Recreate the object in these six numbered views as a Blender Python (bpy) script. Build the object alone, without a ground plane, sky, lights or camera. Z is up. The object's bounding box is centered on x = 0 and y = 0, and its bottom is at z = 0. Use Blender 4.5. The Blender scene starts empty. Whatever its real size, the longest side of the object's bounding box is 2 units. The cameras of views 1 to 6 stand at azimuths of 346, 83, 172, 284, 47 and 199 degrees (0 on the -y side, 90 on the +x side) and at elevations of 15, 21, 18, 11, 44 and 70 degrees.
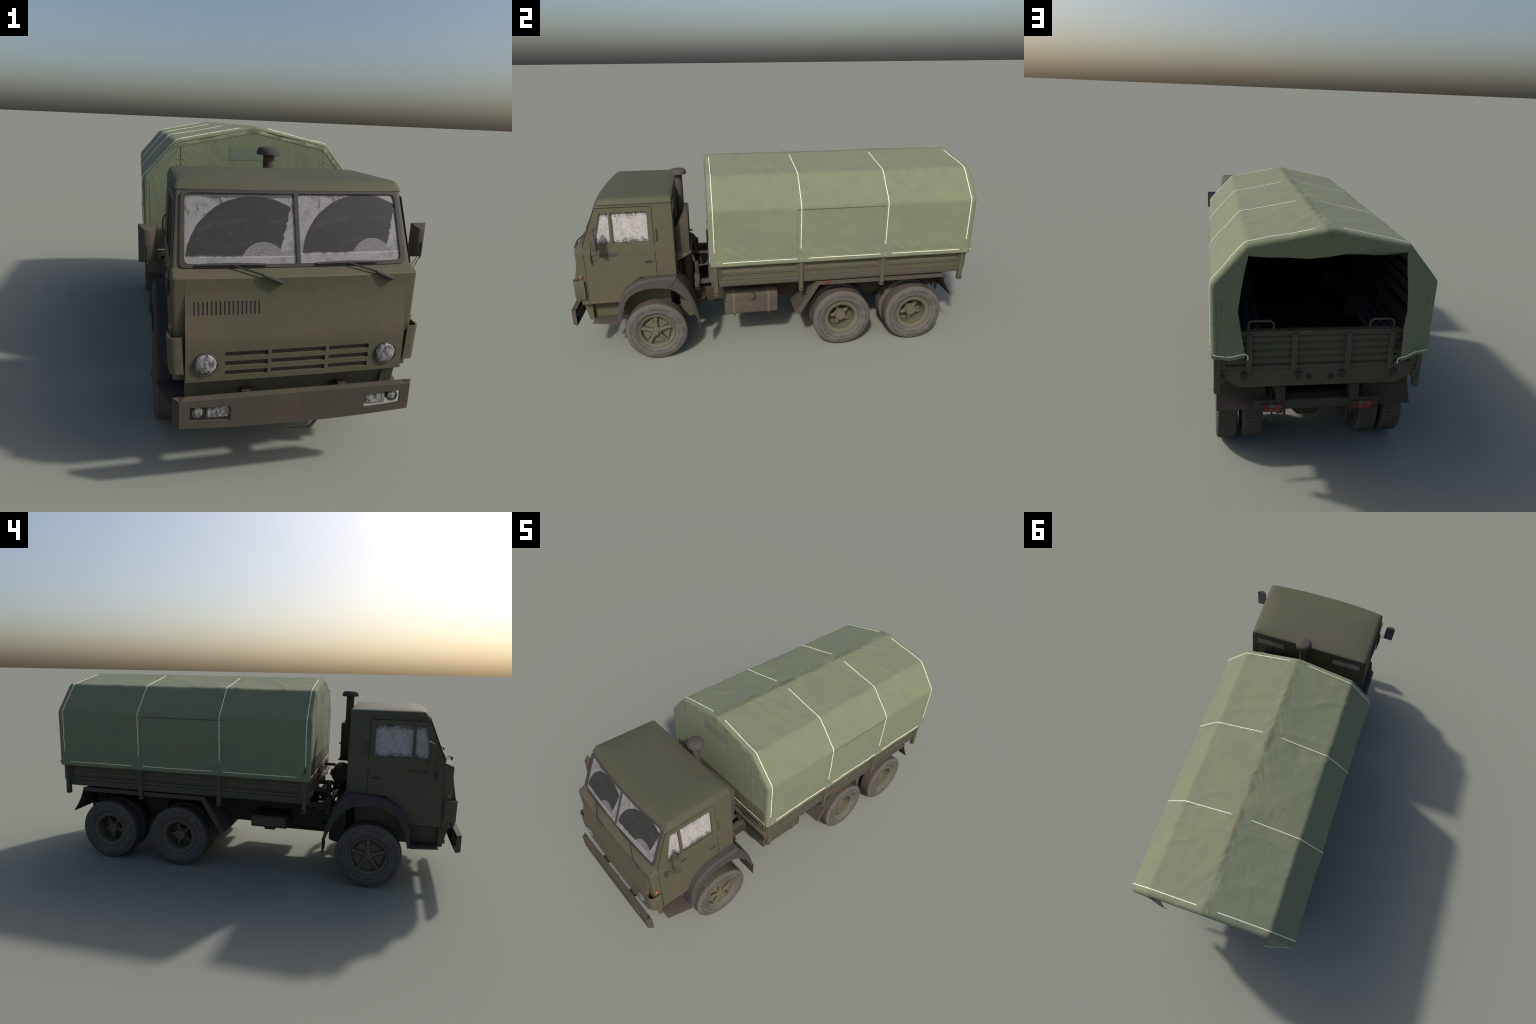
import bpy, bmesh, math, random
from math import sin, cos, pi, sqrt, radians, exp, atan2
from mathutils import Vector, noise
from mathutils.geometry import tessellate_polygon

random.seed(7)
COL = bpy.context.scene.collection

# ------------------------------------------------------------------ materials
class NT:
    """small helper around a node tree"""
    def __init__(self, name):
        self.m = bpy.data.materials.new(name)
        self.m.use_nodes = True
        self.t = self.m.node_tree
        self.t.nodes.clear()
        self.out = self.t.nodes.new('ShaderNodeOutputMaterial')
        self.b = self.t.nodes.new('ShaderNodeBsdfPrincipled')
        self.t.links.new(self.b.outputs[0], self.out.inputs[0])
        self._co = None
    def co(self):
        if self._co is None:
            self._co = self.t.nodes.new('ShaderNodeTexCoord').outputs['Object']
        return self._co
    def put(self, sock, v):
        if isinstance(v, bpy.types.NodeSocket):
            self.t.links.new(v, sock)
        elif isinstance(v, (tuple, list)) and len(v) == 3 and sock.type == 'RGBA':
            sock.default_value = (*v, 1)
        else:
            sock.default_value = v
    def math(self, op, a, b=0.0, c=0.0, clamp=False):
        n = self.t.nodes.new('ShaderNodeMath'); n.operation = op; n.use_clamp = clamp
        for i, v in enumerate((a, b, c)):
            self.put(n.inputs[i], v)
        return n.outputs[0]
    def xyz(self, v=None):
        n = self.t.nodes.new('ShaderNodeSeparateXYZ')
        self.t.links.new(v or self.co(), n.inputs[0])
        return n.outputs
    def comb(self, x, y, z=0.0):
        n = self.t.nodes.new('ShaderNodeCombineXYZ')
        for i, v in enumerate((x, y, z)):
            self.put(n.inputs[i], v)
        return n.outputs[0]
    def scale(self, s, v=None, loc=(0, 0, 0)):
        n = self.t.nodes.new('ShaderNodeMapping')
        self.t.links.new(v or self.co(), n.inputs[0])
        n.inputs['Scale'].default_value = s
        n.inputs['Location'].default_value = loc
        return n.outputs[0]
    def noise(self, s, detail=4, rough=.55, v=None, dist=0.0):
        n = self.t.nodes.new('ShaderNodeTexNoise')
        self.t.links.new(v or self.co(), n.inputs['Vector'])
        n.inputs['Scale'].default_value = s
        n.inputs['Detail'].default_value = detail
        n.inputs['Roughness'].default_value = rough
        n.inputs['Distortion'].default_value = dist
        return n.outputs[0]
    def ramp(self, f, a, b, smooth=True):
        n = self.t.nodes.new('ShaderNodeMapRange')
        if smooth: n.interpolation_type = 'SMOOTHSTEP'
        self.put(n.inputs[0], f)
        n.inputs[1].default_value = a; n.inputs[2].default_value = b
        return n.outputs[0]
    def mix(self, f, a, b):
        n = self.t.nodes.new('ShaderNodeMix'); n.data_type = 'RGBA'
        self.put(n.inputs[0], f); self.put(n.inputs[6], a); self.put(n.inputs[7], b)
        return n.outputs[2]
    def bump(self, h, strength=.2, dist=.002):
        n = self.t.nodes.new('ShaderNodeBump')
        n.inputs['Strength'].default_value = strength
        n.inputs['Distance'].default_value = dist
        self.put(n.inputs['Height'], h)
        self.t.links.new(n.outputs[0], self.b.inputs['Normal'])
    def fin(self, color, rough=.75, metal=0.0, spec=.3):
        self.put(self.b.inputs['Base Color'], color)
        self.put(self.b.inputs['Roughness'], rough)
        self.b.inputs['Metallic'].default_value = metal
        self.b.inputs['Specular IOR Level'].default_value = spec
        return self.m

def painted(name, base, patch, chip, patch_lo=.52, patch_hi=.68, chip_lo=.70, chip_hi=.76, rough=.7, scale=5.0, spec=.25):
    k = NT(name)
    big = k.noise(scale, 5, .6)
    fine = k.noise(scale * 9, 4, .6)
    c = k.mix(k.ramp(big, patch_lo, patch_hi), base, patch)
    c = k.mix(k.math('MULTIPLY', k.ramp(fine, .35, .75), .30), c, tuple(v * .72 for v in base))
    c = k.mix(k.math('MULTIPLY', k.ramp(k.noise(scale * 4.3, 6, .7, k.scale((1, 1, 1), None, (3, 1, 2))), chip_lo, chip_hi), .7), c, chip)
    k.bump(fine, .12, .001)
    return k.fin(c, rough, 0, spec)

OLIVE = (.084, .084, .053)
M = {}
M['cab'] = painted('cab_paint', OLIVE, (.101, .084, .057), (.155, .116, .086), .42, .68, .68, .75)
M['roof'] = painted('cab_roof_paint', (.077, .079, .051), (.084, .079, .053), (.135, .10, .075), .46, .74, .70, .76)
M['bed'] = painted('bed_paint', (.080, .080, .050), (.086, .072, .050), (.055, .048, .042), .48, .7)
M['fender'] = painted('fender_black', (.053, .050, .048), (.060, .054, .049), (.185, .135, .10), .5, .7, .63, .70, .8, 9)
M['rust'] = painted('rusty_brown_metal', (.066, .059, .048), (.084, .066, .047), (.046, .043, .040), .42, .64, .56, .72, .8, 7)
M['tank'] = painted('muddy_tank_metal', (.069, .062, .049), (.098, .079, .055), (.145, .110, .074), .42, .66, .60, .74, .8, 9)
M['frame'] = painted('chassis_dark', (.050, .042, .030), (.062, .048, .033), (.042, .038, .034), .45, .7, .68, .8, .85, 6)
M['rim'] = painted('rim_paint', (.110, .109, .073), (.106, .093, .066), (.125, .094, .072), .40, .64, .62, .76, .75, 18)
M['sill'] = painted('bed_sill_paint', (.071, .067, .051), (.077, .067, .050), (.05, .044, .04), .45, .7, .68, .78)
M['snorkel'] = painted('snorkel_metal', (.066, .059, .053), (.078, .064, .053), (.05, .047, .045), .45, .65, .60, .74, .8, 12)
M['flap'] = painted('mud_flap_rubber', (.052, .044, .036), (.072, .056, .041), (.09, .07, .05), .45, .65, .68, .8, .9, 8)

def plain(name, c, rough=.7, metal=0.0, var=.25, scale=30, spec=.3):
    k = NT(name)
    n = k.noise(scale, 4, .6)
    col = k.mix(k.math('MULTIPLY', k.ramp(n, .35, .7), var), c, tuple(v * .6 for v in c))
    return k.fin(col, rough, metal, spec)
M['black'] = plain('near_black', (.016, .015, .014), .8)
M['wsframe'] = painted('window_gasket', (.052, .049, .047), (.062, .054, .048), (.16, .13, .10), .5, .7, .68, .75, .7, 14)
M['wiper'] = plain('wiper_black', (.045, .042, .04), .6)
M['rope'] = plain('white_rope', (.80, .77, .62), .9, 0, .2, 120)
M['steel'] = plain('grommet_steel', (.32, .30, .32), .5, .2, .5, 300)
M['amber'] = plain('amber_lens', (.24, .088, .030), .35, 0, .2, 60, .5)
M['red'] = plain('red_lens', (.20, .018, .015), .35, 0, .3, 60, .5)
M['darkred'] = plain('dark_red_lens', (.085, .014, .012), .4, 0, .3, 60, .4)
M['clearlens'] = plain('smoked_lens', (.075, .080, .072), .3, 0, .3, 60, .5)
M['bench'] = plain('bench_wood', (.075, .080, .088), .8, 0, .4, 20)
M['bedfloor'] = plain('bed_floor_planks', (.030, .032, .028), .9, 0, .4, 12)
M['mirror'] = plain('mirror_glass', (.10, .10, .105), .25, 0, .2, 20, .5)
M['grille'] = None

# grille mesh behind the slots
k = NT('grille_mesh_wire')
x, y, z = k.xyz()
g = k.math('MAXIMUM', k.ramp(k.math('SINE', k.math('MULTIPLY', x, 1500)), .3, .8), k.ramp(k.math('SINE', k.math('MULTIPLY', z, 1500)), .3, .8))
M['grille'] = k.fin(k.mix(g, (.020, .018, .016), (.085, .072, .062)), .8)

# canvas
k = NT('tarpaulin_canvas')
streak = k.noise(3.2, 5, .6, k.scale((1.6, 1.0, 1.3)), 1.2)
fine = k.noise(14, 5, .65, k.scale((1, .55, 1)), .8)
c = k.mix(k.ramp(streak, .36, .64), (.166, .192, .129), (.181, .203, .124))
c = k.mix(k.math('MULTIPLY', k.ramp(fine, .50, .74), .35), c, (.146, .166, .122))
c = k.mix(k.math('MULTIPLY', k.ramp(k.noise(9, 4, .6, k.scale((1, 1, 1), None, (5, 2, 1))), .66, .78), .30), c, (.215, .220, .125))
x, y, z = k.xyz()
# brown staining along the ridge seam
rid = k.math('ADD', k.math('ABSOLUTE', x), k.math('MULTIPLY', k.math('SUBTRACT', k.noise(22, 4, .7), .5), .05))
rid = k.math('MULTIPLY', k.ramp(rid, .024, .002), k.math('MULTIPLY', k.ramp(z, .90, .93), k.ramp(k.noise(6, 3, .6), .30, .62)))
c = k.mix(k.math('MULTIPLY', rid, .60), c, (.085, .080, .045))
# rubbed yellow marks just behind each rope line
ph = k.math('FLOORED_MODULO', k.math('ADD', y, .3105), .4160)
mark = k.math('MULTIPLY', k.ramp(k.math('ABSOLUTE', k.math('SUBTRACT', ph, .026)), .020, .006), k.ramp(k.noise(30, 3, .6), .54, .68))
c = k.mix(k.math('MULTIPLY', mark, .38), c, (.240, .232, .125))
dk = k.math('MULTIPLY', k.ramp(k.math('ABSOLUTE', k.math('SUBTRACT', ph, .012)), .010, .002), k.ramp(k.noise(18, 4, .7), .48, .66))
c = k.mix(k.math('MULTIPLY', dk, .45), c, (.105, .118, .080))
weave = k.noise(260, 2, .5)
crease = k.noise(7, 5, .6, k.scale((1.3, .7, 1)), 1.6)
fold = k.noise(24, 4, .6, k.scale((1, 1.1, .45)), .9)
k.bump(k.math('ADD', k.math('ADD', k.math('MULTIPLY', weave, .10), crease), k.math('MULTIPLY', fold, .30)), .38, .008)
k.put(k.b.inputs['Sheen Weight'], .05)
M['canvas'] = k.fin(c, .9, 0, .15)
M['patch'] = plain('canvas_window_patch', (.152, .182, .132), .9, 0, .2, 40)
M['seam'] = plain('canvas_seam_thread', (.085, .080, .058), .9)
M['thread'] = plain('canvas_stitching', (.165, .165, .085), .9, 0, .4, 300)

def frost(k, u, v, hu, hv, edge):
    """dirty frosted pane: dark grit creeping in from the rim. u,v local coordinates, hu,hv half sizes"""
    du = k.math('SUBTRACT', hu, k.math('ABSOLUTE', u))
    dv = k.math('SUBTRACT', hv, k.math('ABSOLUTE', v))
    return k.math('MINIMUM', du, dv)

# side window glass
k = NT('frosted_side_glass')
x, y, z = k.xyz()
grit = k.noise(150, 6, .8, k.scale((1, 1, .7)))
blot = k.noise(34, 5, .7, k.scale((1, 1, .40)))
soft = k.noise(60, 3, .6)
top = k.math('ABSOLUTE', k.math('SUBTRACT', z, .678))          # distance from window mid height
near = k.ramp(top, .036, .076)
f = k.math('ADD', k.math('MULTIPLY', near, .17), k.math('MULTIPLY', k.math('SUBTRACT', blot, .5), .42))
f = k.ramp(k.math('ADD', f, grit), .545, .70)
M['sideglass'] = k.fin(k.mix(f, k.mix(k.ramp(soft, .35, .7), (.415, .400, .395), (.315, .306, .304)), (.055, .055, .056)), .6, 0, .3)
k = NT('frosted_rear_glass')
f = k.ramp(k.noise(120, 5, .75), .5, .65)
M['rearglass'] = k.fin(k.mix(f, (.30, .29, .29), (.10, .10, .10)), .6)

# lamp glass
k = NT('dirty_lamp_glass')
f = k.noise(120, 6, .78, k.scale((1, 1, .45)))
M['lamp'] = k.fin(k.mix(k.ramp(f, .42, .58), (.30, .295, .29), (.048, .047, .046)), .5, 0, .4)

# windscreen: wiped arc in a film of dirt. Pane-local coordinates: x across, z up from the wiper spindle foot
k = NT('dirty_windscreen')
x, y, z = k.xyz()
s = k.math('MULTIPLY', z, 1.075)
wob = k.math('MULTIPLY', k.math('SUBTRACT', k.noise(45, 3, .6), .5), .006)
r = k.math('ADD', k.math('SQRT', k.math('ADD', k.math('POWER', x, 2), k.math('POWER', s, 2))), wob)
lim = k.math('ADD', k.math('ADD', .057, k.math('MULTIPLY', s, .288)), k.math('MULTIPLY', k.math('SUBTRACT', k.noise(70, 4, .7, k.scale((.25, 1, 1))), .5), .022))
dx = k.math('SUBTRACT', x, .022)
r2 = k.math('SQRT', k.math('ADD', k.math('POWER', dx, 2), k.math('POWER', s, 2)))
inside = k.math('MULTIPLY', k.ramp(r, .1850, .1830), k.ramp(r2, .0610, .0625))
inside = k.math('MULTIPLY', inside, k.ramp(k.math('SUBTRACT', x, lim), .0012, -.0012))
inside = k.math('MULTIPLY', inside, k.ramp(k.math('ADD', z, k.math('MULTIPLY', wob, 2)), .018, .027))
low = k.math('MULTIPLY', k.math('MULTIPLY', k.ramp(r2, .0620, .0605), k.ramp(z, .020, .024)), .75)   # unwiped half disc at the spindle
grain = k.noise(420, 3, .8)
drip = k.noise(60, 4, .7, k.scale((1, 1, .07)))
upper = k.ramp(z, .06, .12)
blot = k.noise(22, 5, .7)
film = k.mix(k.ramp(grain, .3, .7), (.17, .167, .167), (.305, .30, .30))
film = k.mix(k.math('MULTIPLY', k.math('MULTIPLY', k.ramp(drip, .56, .63), .75), upper), film, (.065, .063, .063))
film = k.mix(k.math('MULTIPLY', k.ramp(blot, .50, .70), .55), film, (.095, .093, .093))
film = k.mix(low, film, k.mix(k.ramp(grain, .35, .65), (.055, .054, .053), (.22, .215, .21)))
film = k.mix(k.math('MULTIPLY', k.ramp(k.math('ADD', z, k.math('MULTIPLY', k.math('SUBTRACT', blot, .5), .02)), .164, .169), .8), film, (.055, .054, .054))
line = k.math('MULTIPLY', k.ramp(k.math('ABSOLUTE', k.math('SUBTRACT', z, .0215)), .0028, .0008), .5)
film = k.mix(line, film, (.40, .39, .385))
smear = k.math('MAXIMUM', k.ramp(k.noise(48, 6, .8, k.scale((.7, 1, 1.2))), .63, .72), k.math('MULTIPLY', k.ramp(k.noise(14, 5, .7, k.comb(r, s, 0)), .52, .75), .22))
wiped = k.mix(k.math('MULTIPLY', smear, .6), (.040, .040, .039), (.22, .22, .21))
M['windscreen'] = k.fin(k.mix(inside, film, wiped), .6, 0, .15)

# tyre: sidewall rings, shoulder lugs and hexagon tread, all in wheel-local coordinates (axle = x)
k = NT('dusty_tyre_rubber')
x, y, z = k.xyz()
r = k.math('SQRT', k.math('ADD', k.math('POWER', y, 2), k.math('POWER', z, 2)))
th = k.math('ARCTAN2', z, y)
dust = k.noise(30, 5, .65)
speck = k.noise(160, 4, .7)
pol = k.comb(k.math('MULTIPLY', th, .9), k.math('MULTIPLY', r, 8))
seg = k.noise(3.2, 2, .5, pol)
ring1 = k.math('MULTIPLY', k.ramp(k.math('ABSOLUTE', k.math('SUBTRACT', r, .1255)), .0055, .0045), k.ramp(seg, .42, .50))
ring2 = k.math('MULTIPLY', k.ramp(k.math('ABSOLUTE', k.math('SUBTRACT', r, .1065)), .0040, .0030), k.ramp(k.noise(4.1, 2, .5, k.comb(th, r, 2.0)), .44, .52))
side = k.mix(k.ramp(dust, .38, .66), (.088, .085, .079), (.110, .103, .090))
side = k.mix(k.math('MULTIPLY', k.math('MAXIMUM', ring1, ring2), .75), side, (.058, .056, .056))
lugw = k.math('SINE', k.math('MULTIPLY', th, 84))
lugm = k.math('MULTIPLY', k.ramp(r, .1345, .1355), k.ramp(k.math('ABSOLUTE', x), .0295, .0305))
lug = k.mix(k.ramp(lugw, .45, .85), (.078, .075, .071), (.165, .138, .105))
lug = k.mix(k.math('MULTIPLY', k.ramp(dust, .5, .65), .6), lug, (.095, .088, .082))
side = k.mix(lugm, side, lug)
# hexagons
S = .0155
u = k.math('DIVIDE', k.math('MULTIPLY', th, .15), S); v = k.math('DIVIDE', x, S * 1.0)
def cell(uo, vo):
    uu = k.math('SUBTRACT', k.math('FLOORED_MODULO', k.math('ADD', u, uo), 1.732), .866)
    vv = k.math('SUBTRACT', k.math('FLOORED_MODULO', k.math('ADD', v, vo), 1.0), .5)
    au = k.math('ABSOLUTE', uu); av = k.math('ABSOLUTE', vv)
    return k.math('MAXIMUM', av, k.math('ADD', k.math('MULTIPLY', au, .866), k.math('MULTIPLY', av, .5)))
hexd = k.math('MINIMUM', cell(0, 0), cell(.866, .5))
groove = k.ramp(hexd, .40, .44)
tread = k.mix(k.ramp(speck, .45, .62), (.070, .062, .054), (.122, .097, .068))
tread = k.mix(k.math('MULTIPLY', groove, .85), tread, (.040, .036, .032))
istread = k.math('MULTIPLY', k.ramp(r, .1472, .1482), k.ramp(k.math('ABSOLUTE', x), .0315, .0305))
k.bump(k.math('MULTIPLY', k.math('MULTIPLY', groove, istread), -1), .5, .003)
M['tyre'] = k.fin(k.mix(istread, side, tread), .88, 0, .2)

# ------------------------------------------------------------------ mesh helpers
def link(ob, parent=None):
    COL.objects.link(ob)
    if parent: ob.parent = parent
    return ob

def from_bm(name, bm, mat, parent=None, angle=35):
    bmesh.ops.recalc_face_normals(bm, faces=bm.faces[:])
    me = bpy.data.meshes.new(name)
    bm.to_mesh(me); bm.free()
    for p in me.polygons: p.use_smooth = True
    me.set_sharp_from_angle(angle=radians(angle))
    if isinstance(mat, str): mat = M[mat]
    me.materials.append(mat)
    return link(bpy.data.objects.new(name, me), parent)

def empty(name, parent=None, loc=(0, 0, 0)):
    e = bpy.data.objects.new(name, None); e.empty_display_size = .05; e.location = loc
    return link(e, parent)

def add_box(bm, x0, x1, y0, y1, z0, z1):
    vs = [bm.verts.new((x, y, z)) for x in (x0, x1) for y in (y0, y1) for z in (z0, z1)]
    for f in ((0, 1, 3, 2), (4, 6, 7, 5), (0, 4, 5, 1), (2, 3, 7, 6), (0, 2, 6, 4), (1, 5, 7, 3)):
        bm.faces.new([vs[i] for i in f])
    return vs

def bevel_all(bm, w, seg=2, ang=30):
    bmesh.ops.recalc_face_normals(bm, faces=bm.faces[:])
    es = [e for e in bm.edges if len(e.link_faces) == 2 and e.calc_face_angle(0) > radians(ang)]
    bmesh.ops.bevel(bm, geom=es, offset=w, segments=seg, affect='EDGES', profile=.5, clamp_overlap=True)

def box(name, x0, x1, y0, y1, z0, z1, mat, parent, bev=.002):
    bm = bmesh.new(); add_box(bm, x0, x1, y0, y1, z0, z1)
    if bev: bevel_all(bm, bev)
    return from_bm(name, bm, mat, parent)

def add_prism(bm, poly, x0, x1, axis='x'):
    """extrude polygon. axis x: poly=(y,z); axis y: poly=(x,z); axis z: poly=(x,y)"""
    def P(a, b, c):
        return {'x': (c, a, b), 'y': (a, c, b), 'z': (a, b, c)}[axis]
    A = [bm.verts.new(P(a, b, x0)) for a, b in poly]
    B = [bm.verts.new(P(a, b, x1)) for a, b in poly]
    n = len(poly)
    bm.faces.new(A); bm.faces.new(B[::-1])
    for i in range(n):
        bm.faces.new((A[i], B[i], B[(i + 1) % n], A[(i + 1) % n]))

def prism(name, poly, x0, x1, mat, parent, axis='x', bev=.0015, angle=35):
    bm = bmesh.new(); add_prism(bm, poly, x0, x1, axis)
    if bev: bevel_all(bm, bev)
    return from_bm(name, bm, mat, parent, angle)

def add_tube(bm, pts, r, n=8, cap=True, closed=False):
    pts = [Vector(p) for p in pts]
    rings = []
    m = len(pts)
    prev = None
    for i, p in enumerate(pts):
        if closed:
            t = (pts[(i + 1) % m] - pts[i - 1]).normalized()
        else:
            t = (pts[min(i + 1, m - 1)] - pts[max(i - 1, 0)]).normalized()
        a = prev - t * prev.dot(t) if prev else t.orthogonal()
        if a.length < 1e-6: a = t.orthogonal()
        a.normalize(); prev = a
        b = t.cross(a)
        rr = r[i] if isinstance(r, (list, tuple)) else r
        rings.append([bm.verts.new(p + (a * cos(2 * pi * j / n) + b * sin(2 * pi * j / n)) * rr) for j in range(n)])
    for i in range(m if closed else m - 1):
        A, B = rings[i], rings[(i + 1) % m]
        for j in range(n):
            bm.faces.new((A[j], A[(j + 1) % n], B[(j + 1) % n], B[j]))
    if cap and not closed:
        bm.faces.new(rings[0][::-1]); bm.faces.new(rings[-1])

def tube(name, pts, r, mat, parent, n=10, closed=False):
    bm = bmesh.new(); add_tube(bm, pts, r, n, True, closed)
    return from_bm(name, bm, mat, parent, 50)

def add_lathe(bm, prof, n=48, axis='x', c=(0, 0, 0)):
    """prof: (axial, radius) list"""
    rings = []
    for a, r in prof:
        if r < 1e-6:
            o = {'x': (a, 0, 0), 'z': (0, 0, a), 'y': (0, a, 0)}[axis]
            rings.append([bm.verts.new(Vector(o) + Vector(c))]); continue
        ring = []
        for j in range(n):
            t = 2 * pi * j / n
            o = {'x': (a, r * cos(t), r * sin(t)), 'z': (r * cos(t), r * sin(t), a), 'y': (r * cos(t), a, r * sin(t))}[axis]
            ring.append(bm.verts.new(Vector(o) + Vector(c)))
        rings.append(ring)
    for A, B in zip(rings, rings[1:]):
        if len(A) == 1 and len(B) == 1: continue
        for j in range(n):
            if len(A) == 1: bm.faces.new((A[0], B[j], B[(j + 1) % n]))
            elif len(B) == 1: bm.faces.new((A[j], A[(j + 1) % n], B[0]))
            else: bm.faces.new((A[j], A[(j + 1) % n], B[(j + 1) % n], B[j]))

def lathe(name, prof, mat, parent, n=48, axis='x', c=(0, 0, 0), angle=35):
    bm = bmesh.new(); add_lathe(bm, prof, n, axis, c)
    return from_bm(name, bm, mat, parent, angle)

def rounded(poly, r, n=4):
    """fillet the corners of a closed 2D polygon"""
    out = []
    m = len(poly)
    rs = r if isinstance(r, (list, tuple)) else [r] * m
    for i in range(m):
        p = Vector(poly[i]); a = Vector(poly[i - 1]); b = Vector(poly[(i + 1) % m])
        da, db = (a - p), (b - p)
        rr = min(rs[i], da.length * .49, db.length * .49)
        if rr < 1e-6: out.append(tuple(p)); continue
        p0 = p + da.normalized() * rr; p1 = p + db.normalized() * rr
        for j in range(n + 1):
            t = j / n
            out.append(tuple(p0 * (1 - t) ** 2 + p * 2 * t * (1 - t) + p1 * t ** 2))
    return out

def plate(name, outer, holes, fn, depth, mat, parent, cuts=(), angle=30):
    """sheet with holes: 2D outline mapped by fn(u, v, d), d=0 front and d=depth back. cuts: ('u'|'v', value)"""
    loops = [outer] + list(holes)
    flat = [p for l in loops for p in l]
    tris = tessellate_polygon([[Vector((p[0], p[1], 0)) for p in l] for l in loops])
    bm = bmesh.new()
    vs = [bm.verts.new((p[0], p[1], 0)) for p in flat]
    for t in tris:
        try: bm.faces.new([vs[i] for i in t])
        except ValueError: pass
    bmesh.ops.recalc_face_normals(bm, faces=bm.faces[:])
    for ax, val in cuts:
        co = (val, 0, 0) if ax == 'u' else (0, val, 0)
        no = (1, 0, 0) if ax == 'u' else (0, 1, 0)
        bmesh.ops.bisect_plane(bm, geom=bm.verts[:] + bm.edges[:] + bm.faces[:], dist=1e-6, plane_co=co, plane_no=no)
    front = bm.faces[:]
    bnd = [e for e in bm.edges if len(e.link_faces) == 1]
    back = {v: bm.verts.new((v.co.x, v.co.y, 1)) for v in bm.verts[:]}
    for f in front: bm.faces.new([back[v] for v in reversed(f.verts)])
    for e in bnd:
        a, b = e.verts
        bm.faces.new((a, b, back[b], back[a]))
    for v in bm.verts:
        v.co = Vector(fn(v.co.x, v.co.y, v.co.z * depth))
    return from_bm(name, bm, mat, parent, angle)

def lerp(a, b, t): return a + (b - a) * t
def smooth(t):
    t = max(0.0, min(1.0, t)); return t * t * (3 - 2 * t)
def interp(pts, t):
    """piecewise linear y(t) over sorted (t, y)"""
    if t <= pts[0][0]: return pts[0][1]
    for (a, va), (b, vb) in zip(pts, pts[1:]):
        if t <= b: return lerp(va, vb, (t - a) / (b - a))
    return pts[-1][1]

# ------------------------------------------------------------------ the truck
truck = empty('army_truck')
truck['label'] = 'old olive six-wheeled army truck with green canvas cover'
truck['category'] = 'truck'

# ================================================================== CAB
# horizontal sections: z, half width, front y at centre, front y at corner, rear y
LEV = [(.306, .332, -.946, -.943, -.489), (.43, .334, -.948, -.943, -.489), (.560, .3355, -.952, -.942, -.489),
       (.580, .3355, -.953, -.942, -.489), (.5835, .335, -.950, -.939, -.489),
       (.598, .3335, -.915, -.903, -.488), (.787, .3195, -.842, -.824, -.487)]
REAR_TAPER = .0065                                      # the cab is a little narrower at the back
def lev(z):
    o = []
    for j in range(1, 5): o.append(interp([(l[0], l[j]) for l in LEV], z))
    return o
def side_x(z, y=-.70):
    hw, fc, fs, yr = lev(z)
    return hw - REAR_TAPER * max(0, min(1, (y - fs) / (yr - fs))) * (1 if z < .6 else 1 - .6 * (z - .6) / .187)
def front_y(x, z):
    hw, fc, fs, _ = lev(z)
    return fs + (fc - fs) * (1 - (x / hw) ** 2)

def plan(hw, fc, fs, yr, r=.010, rr=.008, tp=None):
    P = []
    n = 16
    tp = REAR_TAPER if tp is None else tp
    hr = hw - tp
    for i in range(n + 1):
        x = lerp(-hw + r, hw - r, i / n)
        P.append((x, fs + (fc - fs) * (1 - (x / hw) ** 2)))
    yb = P[-1][1]
    for j in range(1, 5):
        a = -pi / 2 + j * pi / 8
        P.append((hw - r + r * cos(a), yb + r + r * sin(a)))
    P.append((lerp(hw, hr, .5), lerp(yb, yr, .5)))
    for j in range(0, 4):
        a = j * pi / 6
        P.append((hr - rr + rr * cos(a), yr - rr + rr * sin(a)))
    P.append((0, yr))
    for j in range(0, 4):
        a = pi / 2 + j * pi / 6
        P.append((-hr + rr + rr * cos(a), yr - rr + rr * sin(a)))
    P.append((-lerp(hw, hr, .5), lerp(yb, yr, .5)))
    for j in range(0, 4):
        a = pi + j * pi / 8
        P.append((-hw + r + r * cos(a), yb + r + r * sin(a)))
    return P

def add_loft(bm, levels, cap=True):
    rings = [[bm.verts.new((x, y, z)) for x, y in pts] for z, pts in levels]
    for A, B in zip(rings, rings[1:]):
        for j in range(len(A)):
            bm.faces.new((A[j], A[(j + 1) % len(A)], B[(j + 1) % len(A)], B[j]))
    if cap:
        bm.faces.new(rings[0][::-1]); bm.faces.new(rings[-1])

bm = bmesh.new()
up = [l for l in LEV if l[0] >= .43]
add_loft(bm, [(l[0], plan(l[1], l[2], l[3], l[4], .010, .008, REAR_TAPER * (1 if l[0] < .6 else .4))) for l in up])
# lower part in front of the wheel arch
add_loft(bm, [(z, plan(*[(lambda q: (q[0], q[1], q[2], -.772))(lev(z))][0])) for z in (.306, .4302)])
# inner wheel house panels and floor pan
cab = from_bm('cab', bm, 'cab', truck, 25)
box('wheel_house', -.262, .262, -.775, -.527, .20, .429, 'cab', cab, .003)

# roof cap with overhanging lip
bm = bmesh.new()
RL = [(.7860, .3225, -.8440, -.8250, -.4855), (.7885, .3235, -.8440, -.8255, -.4850), (.8095, .3155, -.827, -.811, -.4860),
      (.8125, .312, -.822, -.806, -.489), (.8158, .300, -.806, -.793, -.500),
      (.8200, .22, -.74, -.73, -.56), (.8220, .10, -.68, -.675, -.62)]
add_loft(bm, [(l[0], plan(l[1], l[2], l[3], l[4], .012, .012, .0028)) for l in RL])
roof = from_bm('cab_roof', bm, 'roof', cab, 28)
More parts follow.
